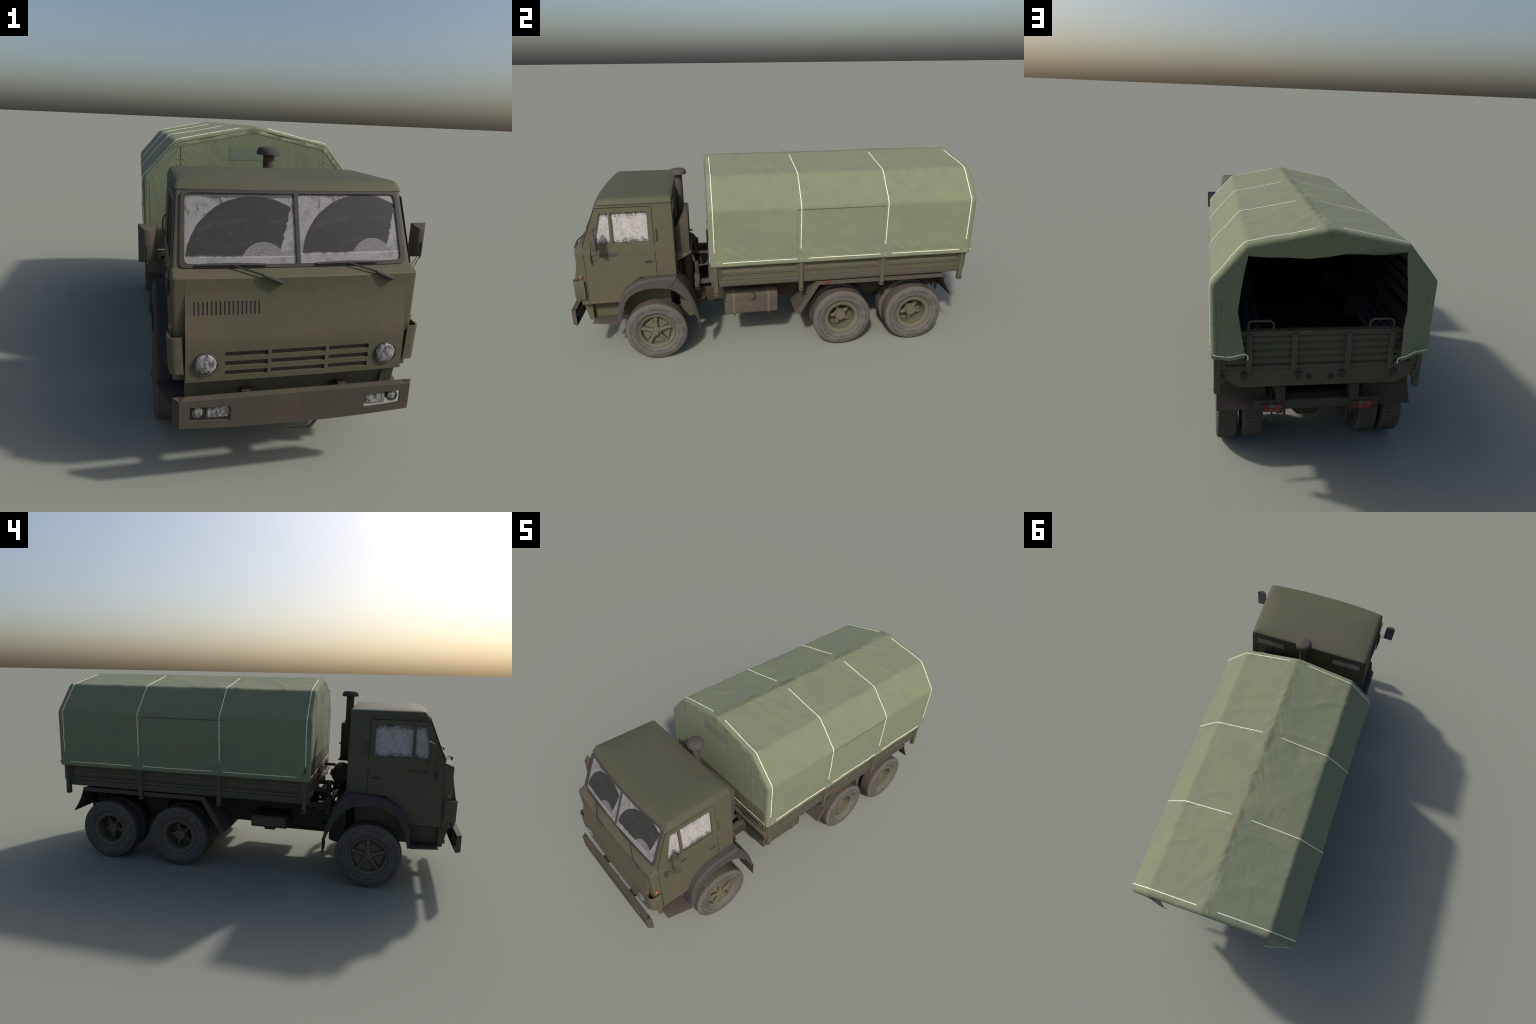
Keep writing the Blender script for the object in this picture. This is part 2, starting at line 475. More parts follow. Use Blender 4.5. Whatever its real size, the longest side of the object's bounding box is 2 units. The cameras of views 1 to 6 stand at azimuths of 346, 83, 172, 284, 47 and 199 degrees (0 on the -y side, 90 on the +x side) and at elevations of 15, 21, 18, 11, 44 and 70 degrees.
# lower side skirts beside the step and the front valance under the hatch
for sx in (1, -1):
    bm = bmesh.new()
    add_prism(bm, [(-.944, .307), (-.921, .206), (-.903, .206), (-.903, .307)], sx * .262, sx * .299)
    add_prism(bm, [(-.904, .307), (-.904, .2065), (-.778, .2065), (-.778, .307)], sx * .262, sx * .276)
    from_bm('side_skirt', bm, 'cab', cab)
    bm = bmesh.new()
    add_prism(bm, [(.270, -.903), (.343, -.903), (.371, -.781), (.270, -.781)], .2055, .2125, 'z')
    if sx < 0:
        for v in bm.verts: v.co.x *= -1
    bevel_all(bm, .0015)
    from_bm('step_plate', bm, 'rust', cab)
bm = bmesh.new()
add_prism(bm, [(-.944, .31), (-.918, .238), (-.912, .238), (-.936, .31)], -.270, .270)
from_bm('front_valance', bm, 'cab', cab)

# ---- tilting front hatch with radiator slots
def hatch_y(x, z):
    # leans out below the louvres, then drops straight
    y0 = front_y(x, .548) - .0002
    y1 = -.9695 + .003 * (x / .30) ** 2
    t = max(0, min(1, (.548 - z) / (.548 - .420))) ** 1.35
    return lerp(y0, y1, t) if z < .548 else front_y(x, z) - .0002
holes = []
for z0, z1 in ((.375, .3885), (.3485, .3625), (.3225, .336)):
    for x0, x1 in ((-.200, -.086), (-.0765, .0735), (.083, .199)):
        holes.append([(x0, z0), (x1, z0), (x1, z1), (x0, z1)])
for i in range(16):
    xc = lerp(-.280, -.113, i / 15)
    holes.append(rounded([(xc - .0021, .486), (xc + .0021, .486), (xc + .0021, .521), (xc - .0021, .521)], .0015, 2))
xs = [('u', v) for v in (-.25, -.15, -.05, .05, .15, .25)] + [('v', v) for v in (.40, .420, .445, .475, .505, .53, .548, .56)]
hatch = plate('front_hatch', [(-.302, .308), (.302, .308), (.302, .5785), (-.302, .5785)], holes,
              lambda u, v, d: (u, hatch_y(u, v) + (d if v < .535 else d * .15), v), .014, 'cab', cab, xs)
plate('grille_mesh', [(-.205, .318), (.205, .318), (.205, .393), (-.205, .393)], [],
      lambda u, v, d: (u, hatch_y(u, v) + .0085 + d, v), .002, 'grille', hatch, [('u', 0), ('u', .1), ('u', -.1)])
plate('louvre_backing', [(-.290, .482), (-.104, .482), (-.104, .525), (-.290, .525)], [],
      lambda u, v, d: (u, hatch_y(u, v) + .0016 + d, v), .0008, 'wiper', hatch, [('u', -.15), ('u', -.25)])
for sx in (1, -1):
    hl = lathe('headlight', [(-.0085, 0), (-.0080, .012), (-.0062, .022), (-.0035, .028), (-.001, .0295), (.012, .0295)], 'lamp', hatch, 32, 'y',
               (sx * .250, -.9680, .3585))
    lathe('headlight_rim', [(-.002, .0290), (-.0045, .0305), (-.002, .0318), (.012, .0318)], 'wsframe', hatch, 32, 'y', (sx * .250, -.9680, .3585))

# ---- corner wind deflectors and amber side lamps
for sx in (1, -1):
    bm = bmesh.new()
    def defl(o):
        # plan curve: inner front edge -> rounded corner -> rear side edge, inset by o
        R_ = .018 - o
        P_ = [(.311, -.968 + o)]
        for j in range(7):
            a = -pi / 2 + j * pi / 12
            P_.append((.347 - o - R_ + R_ * cos(a), -.968 + o + R_ + R_ * sin(a)))
        return P_ + [(.3480 - o, -.916)]
    rows = []
    for zz, sh in ((.334, -.006), (.338, -.0045), (.430, 0), (.434, -.001)):
        rows.append(([bm.verts.new((sx * (px + sh), py, zz)) for px, py in defl(0)], [bm.verts.new((sx * (px + sh), py, zz)) for px, py in defl(.004)]))
    for (A, Ai), (B, Bi) in zip(rows, rows[1:]):
        for j in range(len(A) - 1):
            bm.faces.new((A[j], A[j + 1], B[j + 1], B[j])); bm.faces.new((Ai[j], Bi[j], Bi[j + 1], Ai[j + 1]))
        for j in (0, len(A) - 1): bm.faces.new((A[j], B[j], Bi[j], Ai[j]))
    for A, Ai in (rows[0], rows[-1]):
        for j in range(len(A) - 1): bm.faces.new((A[j], A[j + 1], Ai[j + 1], Ai[j]))
    from_bm('wind_deflector', bm, 'cab', cab)
    lathe('amber_side_lamp', [(0, .0095), (sx * .005, .009), (sx * .0085, .006), (sx * .010, 0)], 'amber', cab, 20, 'x', (sx * .333, -.927, .450))

# ---- windscreen: gasket frame, two panes
def ws(u, v, d): return (u, front_y(u, v) + d, v)
def wsx(z, b, t): return lerp(b, t, (z - .60) / .18)
ro = rounded([(-.3135, .5985), (.3135, .5985), (.3045, .7868), (-.3045, .7868)], .018, 5)
hl_ = rounded([(-.3005, .6075), (-.0055, .6055), (-.0055, .7810), (-.2945, .7800)], [.016, .001, .001, .016], 4)
hr_ = [(-a, b) for a, b in hl_][::-1]
cutx = [('u', v) for v in (-.24, -.16, -.08, .08, .16, .24)]
wsf = plate('windscreen_gasket', ro, [hl_, hr_], lambda u, v, d: ws(u, v, d - .0055), .007, 'wsframe', cab, cutx)
for xc, zc_, hole in ((-.1155, .6017, hl_), (.1937, .6080, hr_)):
    org = Vector((xc, front_y(xc, zc_), zc_))
    big = [(a * 1.0, b) for a, b in hole]
    cx = sum(p[0] for p in big) / len(big); cz = sum(p[1] for p in big) / len(big)
    big = [(cx + (a - cx) * 1.008, cz + (b - cz) * 1.01) for a, b in big]
    p = plate('windscreen_pane', big, [], lambda u, v, d: tuple(Vector(ws(u, v, d - .0012)) - org), .002, 'windscreen', wsf, cutx)
    p.location = org

# ---- wipers
for px, b0, b1 in ((.254, .047, .225), (-.056, -.273, -.091)):
    py = front_y(px, .569) - .004
    bm = bmesh.new()
    zb = .606
    bc = ((b0 + b1) / 2 + .005, front_y((b0 + b1) / 2, zb) - .011, zb)
    k1 = (lerp(px, bc[0], .42), front_y(px, .583) - .007, .590)
    add_tube(bm, [(px, py - .004, .569), k1], [.0062, .0042], 8)
    add_tube(bm, [k1, bc], [.0030, .0022], 8)
    add_tube(bm, [(px - .02, py - .003, .571), (lerp(px, bc[0], .6), bc[1] + .003, .592), (bc[0] - .008, bc[1] + .003, zb - .003)], .0008, 6)
    add_lathe(bm, [(0, .0058), (-.006, .0055), (-.008, 0)], 14, 'y', (px, py + .002, .569))
    N = 12
    add_tube(bm, [(lerp(b0, b1, i / N), front_y(lerp(b0, b1, i / N), zb) - .0085, zb + .0015 * sin(pi * i / N)) for i in range(N + 1)],
             [.0032 + .0012 * sin(pi * i / N) for i in range(N + 1)], 8)
    from_bm('windscreen_wiper', bm, 'wiper', cab, 40)

# ---- doors
door_o = [(-.905, .3075), (-.9008, .598), (-.8305, .771), (-.586, .771), (-.580, .765), (-.580, .436), (-.66, .43), (-.73, .385), (-.757, .34), (-.767, .3075)]
qtr = rounded([(-.850, .606), (-.777, .606), (-.774, .750), (-.813, .750)], .005, 3)
mainw = rounded([(-.764, .6075), (-.604, .6075), (-.602, .750), (-.763, .750)], .005, 3)
cutters = []
for sx in (1, -1):
    for w in (qtr, mainw):
        cutters.append(plate('cutter', w, [], lambda u, v, d: (sx * (side_x(v, u) + .02 - d), u, v), .0295, 'cab', None))
for c in cutters:
    mod = cab.modifiers.new('cut', 'BOOLEAN'); mod.operation = 'DIFFERENCE'; mod.object = c; mod.solver = 'EXACT'
dg = bpy.context.evaluated_depsgraph_get()
cut_mesh = bpy.data.meshes.new_from_object(cab.evaluated_get(dg))
cab.modifiers.clear(); cab.data = cut_mesh
for p in cut_mesh.polygons: p.use_smooth = True
cut_mesh.set_sharp_from_angle(angle=radians(25))
for c in cutters: bpy.data.objects.remove(c)
for sx in (1, -1):
    def smap(off):
        return lambda u, v, d: (sx * (side_x(v, u) + off - d), u, v)
    zc = [('v', v) for v in (.43, .598)]
    door = plate('cab_door', door_o, [qtr, mainw], smap(.0012), .003, 'cab', cab, zc, 25)
    # dark shut-line
    bm = bmesh.new()
    seam = [(a, b) for a, b in door_o if not (-.74 < a < -.6 and b < .44) and a != -.757] 
    seam = [(-.767, .3065), (-.9062, .3065), (-.902, .598), (-.8315, .7722), (-.585, .7722), (-.5787, .766), (-.5787, .436)]
    fine_seam = []
    for (a, b), (c, d) in zip(seam, seam[1:]):
        n = 6
        for i in range(n): fine_seam.append((lerp(a, c, i / n), lerp(b, d, i / n)))
    fine_seam.append(seam[-1])
    add_tube(bm, [(sx * (side_x(b, a) - .0006), a, b) for a, b in fine_seam], .0015, 6)
    from_bm('door_edge_dark_line', bm, 'black', door)
    for nm, w in (('quarter_window', qtr), ('door_window', mainw)):
        cy = sum(p[0] for p in w) / len(w); cz = sum(p[1] for p in w) / len(w)
        wb = [(cy + (a - cy) * 1.03, cz + (b - cz) * 1.03) for a, b in w]
        plate(nm, wb, [], smap(-.0092), .0015, 'sideglass', door)
    # drip rail above the door window
    tube('drip_rail', [(sx * (side_x(.7765, yy) + .0005), yy, .7765) for yy in (-.822, -.70, -.585)], .0018, 'cab', cab, 8)
    # handle and grab bar
    bm = bmesh.new()
    add_prism(bm, rounded([(-.632, .507), (-.598, .507), (-.598, .5135), (-.632, .5135)], .003, 3), sx * .326, sx * .3385)
    bevel_all(bm, .001)
    from_bm('door_handle', bm, 'frame', door)
    plate('handle_recess', rounded([(-.630, .514), (-.602, .514), (-.606, .5215), (-.625, .5215)], .002, 2), [], smap(.0022), .002, 'bed', door)
    lathe('door_lock', [(sx * .325, .0035), (sx * .3335, .0035), (sx * .3335, 0)], 'rust', door, 12, 'x', (0, -.590, .509))
    tube('grab_handle', [(sx * .316, -.568, .672), (sx * .333, -.568, .668), (sx * .337, -.568, .655), (sx * .339, -.568, .628), (sx * .336, -.568, .615), (sx * .320, -.568, .611)], .0026, 'cab', cab)
    plate('side_nameplate', [(-.832, .5445), (-.756, .5445), (-.756, .5575), (-.832, .5575)], [], smap(.0024), .002, 'wsframe', door)
    # rain channel behind the door (vertical edge of the cab back)
    tube('rear_edge_bead', [(sx * (side_x(zz, -.49) - .001), -.4905, zz) for zz in (.432, .6, .784)], .0025, 'cab', cab, 8)

    # mirror
    bm = bmesh.new()
    g = [(.3625, -.8285, .5935), (.413, -.8265, .5935), (.413, -.8265, .697), (.3625, -.8285, .697)]
    rd = [(.380, -.852, .602), (.396, -.853, .602), (.396, -.853, .683), (.380, -.852, .683)]
    G = [bm.verts.new((sx * a, b, c)) for a, b, c in g]; Rv = [bm.verts.new((sx * a, b, c)) for a, b, c in rd]
    bm.faces.new(G); bm.faces.new(Rv[::-1])
    for i in range(4): bm.faces.new((G[i], G[(i + 1) % 4], Rv[(i + 1) % 4], Rv[i]))
    bevel_all(bm, .001, 1)
    mir = from_bm('wing_mirror', bm, 'rust', cab)
    box('mirror_glass', min(sx * .366, sx * .4095), max(sx * .366, sx * .4095), -.8275, -.8255, .597, .6935, 'mirror', mir, 0)
    bm = bmesh.new()
    add_tube(bm, [(sx * .391, -.8535, .596), (sx * .391, -.8535, .643)], .0022, 8)
    add_tube(bm, [(sx * .391, -.8535, .614), (sx * .337, -.871, .551)], .0012, 6)
    add_tube(bm, [(sx * .391, -.8535, .600), (sx * .337, -.871, .522)], .0012, 6)
    add_tube(bm, [(sx * .3395, -.871, .513), (sx * .3395, -.871, .558)], .0028, 8)
    add_tube(bm, [(sx * .3365, -.871, .522), (sx * .3365, -.871, .549)], .0045, 8)
    from_bm('mirror_arm', bm, 'frame', mir)

# ---- cab back: two slit windows
for x0 in (-.289, .138):
    bm = bmesh.new()
    add_prism(bm, rounded([(x0, .727), (x0 + .151, .727), (x0 + .151, .766), (x0, .766)], .008, 3), -.4875, -.4855, 'y')
    from_bm('rear_window', bm, 'rearglass', cab)
# vertical ribs on the cab back
for xx in (-.31, -.1, .1, .31):
    box('rear_wall_rib', xx - .006, xx + .006, -.490, -.4845, .44, .70, 'cab', cab, .001)

# ================================================================== FRONT BUMPER
bm = bmesh.new()
def bump_plan(off, x): return off
YF, YB = -1.0, -.977
# channel: front face with apertures + top and bottom returns + end returns
ap = []
for sx in (1, -1):
    a = [(sx * .187, .2165), (sx * .293, .2185), (sx * .293, .2555), (sx * .187, .2525)]
    ap.append(a if sx > 0 else a[::-1])
def bump_z(x, z):
    # lower edge bows down towards the middle
    t = (.274 - z) / (.274 - .197)
    return z - .011 * max(0, t) * (1 - min(1, abs(x) / .32) ** 2)
outer = [(-.320, .197), (.320, .197), (.320, .274), (-.320, .274)]
cutb = [('u', v) for v in (-.30, -.18, -.12, -.06, 0, .06, .12, .18, .30)]
bumper = plate('front_bumper', outer, ap, lambda u, v, d: (u, YF + d, bump_z(u, v)), .005, 'rust', truck, cutb)
bm = bmesh.new()
N = 16
for side in (0, 1):
    loops = []
    for i in range(N + 1):
        x = lerp(-.320, .320, i / N)
        z = bump_z(x, .274 if side else .197)
        dz = -.004 if side else .004
        loops.append([bm.verts.new(p) for p in ((x, YF, z), (x, YB, z + (.001 if side else 0)), (x, YB, z + dz), (x, YF + .004, z + dz))])
    for A, B in zip(loops, loops[1:]):
        for j in range(4): bm.faces.new((A[j], A[(j + 1) % 4], B[(j + 1) % 4], B[j]))
for sx in (1, -1):
    q = [(sx * .320, YF, .197), (sx * .336, YB, .198), (sx * .336, YB, .275), (sx * .320, YF, .274)]
    qi = [(sx * .316, YF + .003, .200), (sx * .331, YB, .200), (sx * .331, YB, .272), (sx * .316, YF + .003, .271)]
    A = [bm.verts.new(p) for p in q]; B = [bm.verts.new(p) for p in qi]
    bm.faces.new(A); bm.faces.new(B[::-1])
    for i in range(4): bm.faces.new((A[i], A[(i + 1) % 4], B[(i + 1) % 4], B[i]))
    # top / bottom corner triangles
    for z, zz in ((.275, .271), (.197, .201)):
        t0 = [bm.verts.new(p) for p in ((sx * .3195, YF, z - .001 if z > .2 else z), (sx * .336, YB, z), (sx * .300, YB, z))]
        t1 = [bm.verts.new(p) for p in ((sx * .3195, YF + .002, zz), (sx * .333, YB, zz), (sx * .300, YB, zz))]
        bm.faces.new(t0); bm.faces.new(t1[::-1])
        for i in range(3): bm.faces.new((t0[i], t0[(i + 1) % 3], t1[(i + 1) % 3], t1[i]))
from_bm('bumper_return', bm, 'rust', bumper)
for sx in (1, -1):
    # fog lamp (square) and round marker lamp behind the apertures
    bm = bmesh.new()
    add_prism(bm, rounded([(sx * .190, .219), (sx * .250, .219), (sx * .250, .2525), (sx * .190, .2525)], .007, 3), -.9955, -.975, 'y')
    fl = from_bm('fog_lamp', bm, 'rim', bumper)
    bm = bmesh.new()
    add_prism(bm, rounded([(sx * .193, .222), (sx * .247, .222), (sx * .247, .2495), (sx * .193, .2495)], .006, 3), -.9965, -.990, 'y')
    from_bm('fog_lamp_glass', bm, 'lamp', fl)
    ml = lathe('marker_lamp', [(.02, .0165), (-.0015, .0165), (-.003, .0155), (-.002, .0145)], 'rust', bumper, 28, 'y', (sx * .272, -.993, .237))
    lathe('marker_lamp_glass', [(0, .0150), (-.002, .012), (-.003, 0)], 'lamp', ml, 28, 'y', (sx * .272, -.993, .237))
    # brackets to the frame
    box('bumper_bracket', min(sx * .112, sx * .152), max(sx * .112, sx * .152), -.978, -.90, .230, .256, 'rust', bumper)
tube('tow_loop', [(-.058, -.955, .170), (-.048, -.962, .160), (-.030, -.964, .140), (.045, -.964, .140), (.062, -.962, .158), (.072, -.955, .170)], .0045, 'rim', bumper, 8)

# ================================================================== FRONT FENDERS
F_OUT = [(-.783, .207), (-.775, .285), (-.759, .338), (-.732, .380), (-.702, .402), (-.665, .420), (-.611, .432), (-.551, .4345), (-.487, .4345)]
F_IN = [(-.771, .207), (-.756, .267), (-.736, .319), (-.713, .348), (-.685, .368), (-.643, .382), (-.600, .385), (-.560, .383), (-.522, .377)]
R_OUT = [(-.486, .430), (-.458, .394), (-.432, .350), (-.413, .305), (-.399, .255), (-.389, .206)]
R_IN = [(-.521, .376), (-.494, .360), (-.466, .334), (-.440, .300), (-.420, .256), (-.401, .206)]
for sx in (1, -1):
    fe = None
    for nm, O, I, xin in (('front_fender', F_OUT, F_IN, .29), ('rear_fender_section', R_OUT, R_IN, .25)):
        bm = bmesh.new()
        rows = []
        for (oy, oz), (iy, iz) in zip(O, I):
            # direction across the flange
            d = Vector((iy - oy, iz - oz)); L = d.length; d /= L
            t = .005
            sec = [(xin, oy, oz + .004), (.362, oy, oz), (.371, oy + d.x * .010, oz + d.y * .010), (.372, iy, iz), (.366, iy, iz),
                   (.366, oy + d.x * (t + .008), oz + d.y * (t + .008)), (xin, oy + d.x * t, oz + d.y * t)]
            rows.append([bm.verts.new((sx * a, b, c)) for a, b, c in sec])
        for A, B in zip(rows, rows[1:]):
            n = len(A)
            for j in range(n): bm.faces.new((A[j], A[(j + 1) % n], B[(j + 1) % n], B[j]))
        bm.faces.new(rows[0]); bm.faces.new(rows[-1][::-1])
        o = from_bm(nm, bm, 'fender', truck if fe is None else fe, 40)
        fe = fe or o
    # hanging mud flap
    prism('front_mud_flap', [(-.3925, .212), (-.3885, .212), (-.3890, .165), (-.3925, .134), (-.394, .165)], sx * .262, sx * .370, 'flap', fe, bev=0)
    # inner liner behind the wheel
    bm = bmesh.new()
    add_prism(bm, rounded([(-.482, .41), (-.486, .26), (-.470, .175), (-.447, .163), (-.408, .175), (-.412, .25), (-.44, .33), (-.47, .40)], .012, 3), sx * .222, sx * .250)
    from_bm('wheel_arch_liner', bm, 'cab', fe)
box('engine_block', -.12, .12, -.80, -.47, .17, .42, 'frame', truck, .01)

# ================================================================== SNORKEL, AIR FILTER, GEAR BEHIND THE CAB
sn = lathe('snorkel_pipe', [(.545, .0215), (.60, .0205), (.66, .0195), (.858, .0192)], 'rust', truck, 24, 'z', (.021, -.4605, 0))
lathe('snorkel_cap', [(.8555, .0), (.8555, .036), (.857, .0415), (.864, .0412), (.8735, .0388), (.8795, .0345), (.8822, .027), (.8830, 0)], 'snorkel', sn, 32, 'z', (.021, -.4605, 0), 45)
lathe('pipe_clamp', [(.545, .026), (.548, .028), (.585, .028), (.588, .025)], 'frame', sn, 24, 'z', (.021, -.4605, 0))
prism('heat_shield_box', [(-.486, .522), (-.420, .520), (-.418, .712), (-.438, .716), (-.486, .640)], .060, .257, 'rust', truck)
prism('shield_bracket', [(-.486, .470), (-.412, .514), (-.412, .519), (-.486, .519)], .250, .256, 'cab', truck, bev=0)
box('shield_shelf', .060, .258, -.486, -.410, .5145, .5195, 'cab', truck, .001)
tube('shield_hook', [(.15, -.418, .60), (.15, -.408, .592), (.15, -.404, .598)], .004, 'frame', truck)
af = lathe('air_intake_drum', [(-.085, 0), (-.085, .038), (-.077, .046), (.020, .046), (.028, .038), (.028, 0)], 'flap', truck, 32, 'x', (0, -.437, .466))
tube('intake_pipe', [(.020, -.440, .470), (.060, -.4385, .450), (.075, -.4385, .40), (.075, -.4400, .33), (.070, -.441, .25)], .0235, 'cab', af, 16)
cross = box('rear_cab_mount', -.22, .22, -.408, -.385, .308, .333, 'rust', truck, .003)
for sx in (1, -1):
    box('cab_mount_box', min(sx * .16, sx * .20), max(sx * .16, sx * .20), -.408, -.380, .285, .372, 'rust', cross, .004)
    box('cab_mount_strut', min(sx * .165, sx * .190), max(sx * .165, sx * .190), -.403, -.383, .37, .44, 'frame', cross, .002)
    box('bed_support_arm', min(sx * .16, sx * .185), max(sx * .16, sx * .185), -.395, -.30, .312, .334, 'rust', cross, .002)
tube('cross_pipe', [(.02, -.400, .466), (.12, -.395, .470), (.15, -.385, .474), (.155, -.33, .474)], .008, 'flap', truck, 12)
tube('brake_line', [(-.10, -.405, .425), (-.10, -.31, .425)], .011, 'flap', cross, 10)
box('cable_tray', -.150, -.118, -.405, -.312, .384, .402, 'bed', cross, .002)
lathe('brake_reservoir', [(-.125, 0), (-.125, .022), (-.119, .027), (-.006, .027), (0, .022), (0, 0)], 'frame', cross, 20, 'x', (0, -.364, .372))
tube('valve_knob', [(.15, -.372, .45), (.15, -.368, .415)], [.003, .008], 'flap', truck, 10)

# ================================================================== CHASSIS
fr = None
for sx in (1, -1):
    o = prism('chassis_rail', [(-.955, .225), (-.955, .265), (-.42, .265), (-.36, .282), (-.28, .282), (.93, .282), (.93, .225), (.88, .205), (-.30, .200), (-.36, .193), (-.42, .180), (-.80, .20)],
              sx * .125, sx * .150, 'frame', truck if fr is None else fr)
    fr = fr or o
for yy in (-.70, -.33, .10, .52, .86):
    box('cross_member', -.13, .13, yy - .02, yy + .02, .21, .275, 'frame', fr, .002)
box('gearbox', -.07, .07, -.44, -.15, .15, .27, 'frame', fr, .012)
tube('drive_shaft', [(0, -.16, .20), (0, .30, .165)], .014, 'frame', fr)
tube('drive_shaft', [(0, .36, .165), (0, .68, .165)], .014, 'frame', fr)
for yy in (.331, .712):
    ax = lathe('rear_axle', [(-.30, 0), (-.30, .030), (-.186, .030), (-.184, .062), (-.135, .064), (-.133, .036), (-.105, .036), (-.065, .052), (-.035, .078), (.035, .078), (.065, .052), (.105, .036), (.133, .036), (.135, .064), (.184, .062), (.186, .030), (.30, .030), (.30, 0)], 'frame', fr, 24, 'x', (0, yy, .155))
prism('front_axle', [(-.30, .160), (-.24, .155), (-.20, .125), (.20, .125), (.24, .155), (.30, .160), (.30, .125), (.25, .115), (.21, .080), (-.21, .080), (-.25, .115), (-.30, .125)], -.622, -.582, 'frame', fr, 'y', .004)
tube('tie_rod', [(-.26, -.54, .120), (.26, -.54, .120)], .008, 'frame', fr)
for sx in (1, -1):
    # rear leaf springs and trunnion bracket
    bm = bmesh.new()
    for i in range(5):
        L = .20 - i * .03
        pts = []
        for j in range(9):
            t = j / 4 - 1
            pts.append((.522 + t * L, .214 + .010 * i - .035 * t * t * (L / .2) ** 2))
        lo = [(a, b - .008) for a, b in pts]
        add_prism(bm, pts + lo[::-1], sx * .140 + sx * .012, sx * .178)
    from_bm('leaf_spring', bm, 'frame', fr)
    prism('spring_bracket', [(.41, .335), (.63, .335), (.585, .262), (.556, .205), (.535, .192), (.507, .192), (.486, .205), (.458, .262)], sx * .181, sx * .188, 'frame', fr)
    prism('front_leaf_spring', [(-.86, .235), (-.60, .185), (-.36, .235), (-.36, .226), (-.60, .168), (-.86, .226)], sx * .155, sx * .19, 'frame', fr)

# fuel tank on the right, battery box on the left
tp = rounded([(.165, .184), (.307, .184), (.307, .288), (.288, .310), (.165, .314)], [.012, .014, .020, .02, .012], 4)
tank = prism('fuel_tank', tp, -.263, .005, 'tank', truck, 'y', .002)
for yy in (-.216, -.041):
    pts = [(.312 if a > .3 else a + (.004 if a > .28 else 0), b) for a, b in tp]
    bm = bmesh.new()
    cx, cz = .24, .248
    po = [(cx + (a - cx) * 1.03, cz + (b - cz) * 1.03) for a, b in tp]
    add_prism(bm, po, yy - .0055, yy + .0055, 'y')
    from_bm('tank_strap', bm, 'rim', tank)
    tube('strap_bolt', [(.300, yy - .003, .184), (.300, yy - .003, .172)], .0018, 'frame', tank, 6)
    tube('strap_bolt', [(.300, yy + .004, .184), (.300, yy + .004, .172)], .0018, 'frame', tank, 6)
lathe('tank_cap', [(.290, .014), (.318, .0155), (.322, .014), (.323, 0)], 'tank', tank, 20, 'x', (0, -.125, .287))
bb = box('battery_box', -.300, -.150, -.208, -.031, .2215, .280, 'frame', truck, .003)
box('battery_box_foot', -.285, -.18, -.147, -.095, .2065, .2225, 'frame', bb, .002)
plate('battery_box_panel', [(-.199, .229), (-.040, .229), (-.040, .272), (-.199, .272)], [], lambda u, v, d: (-.3018 + d, u, v), .003, 'bed', bb)

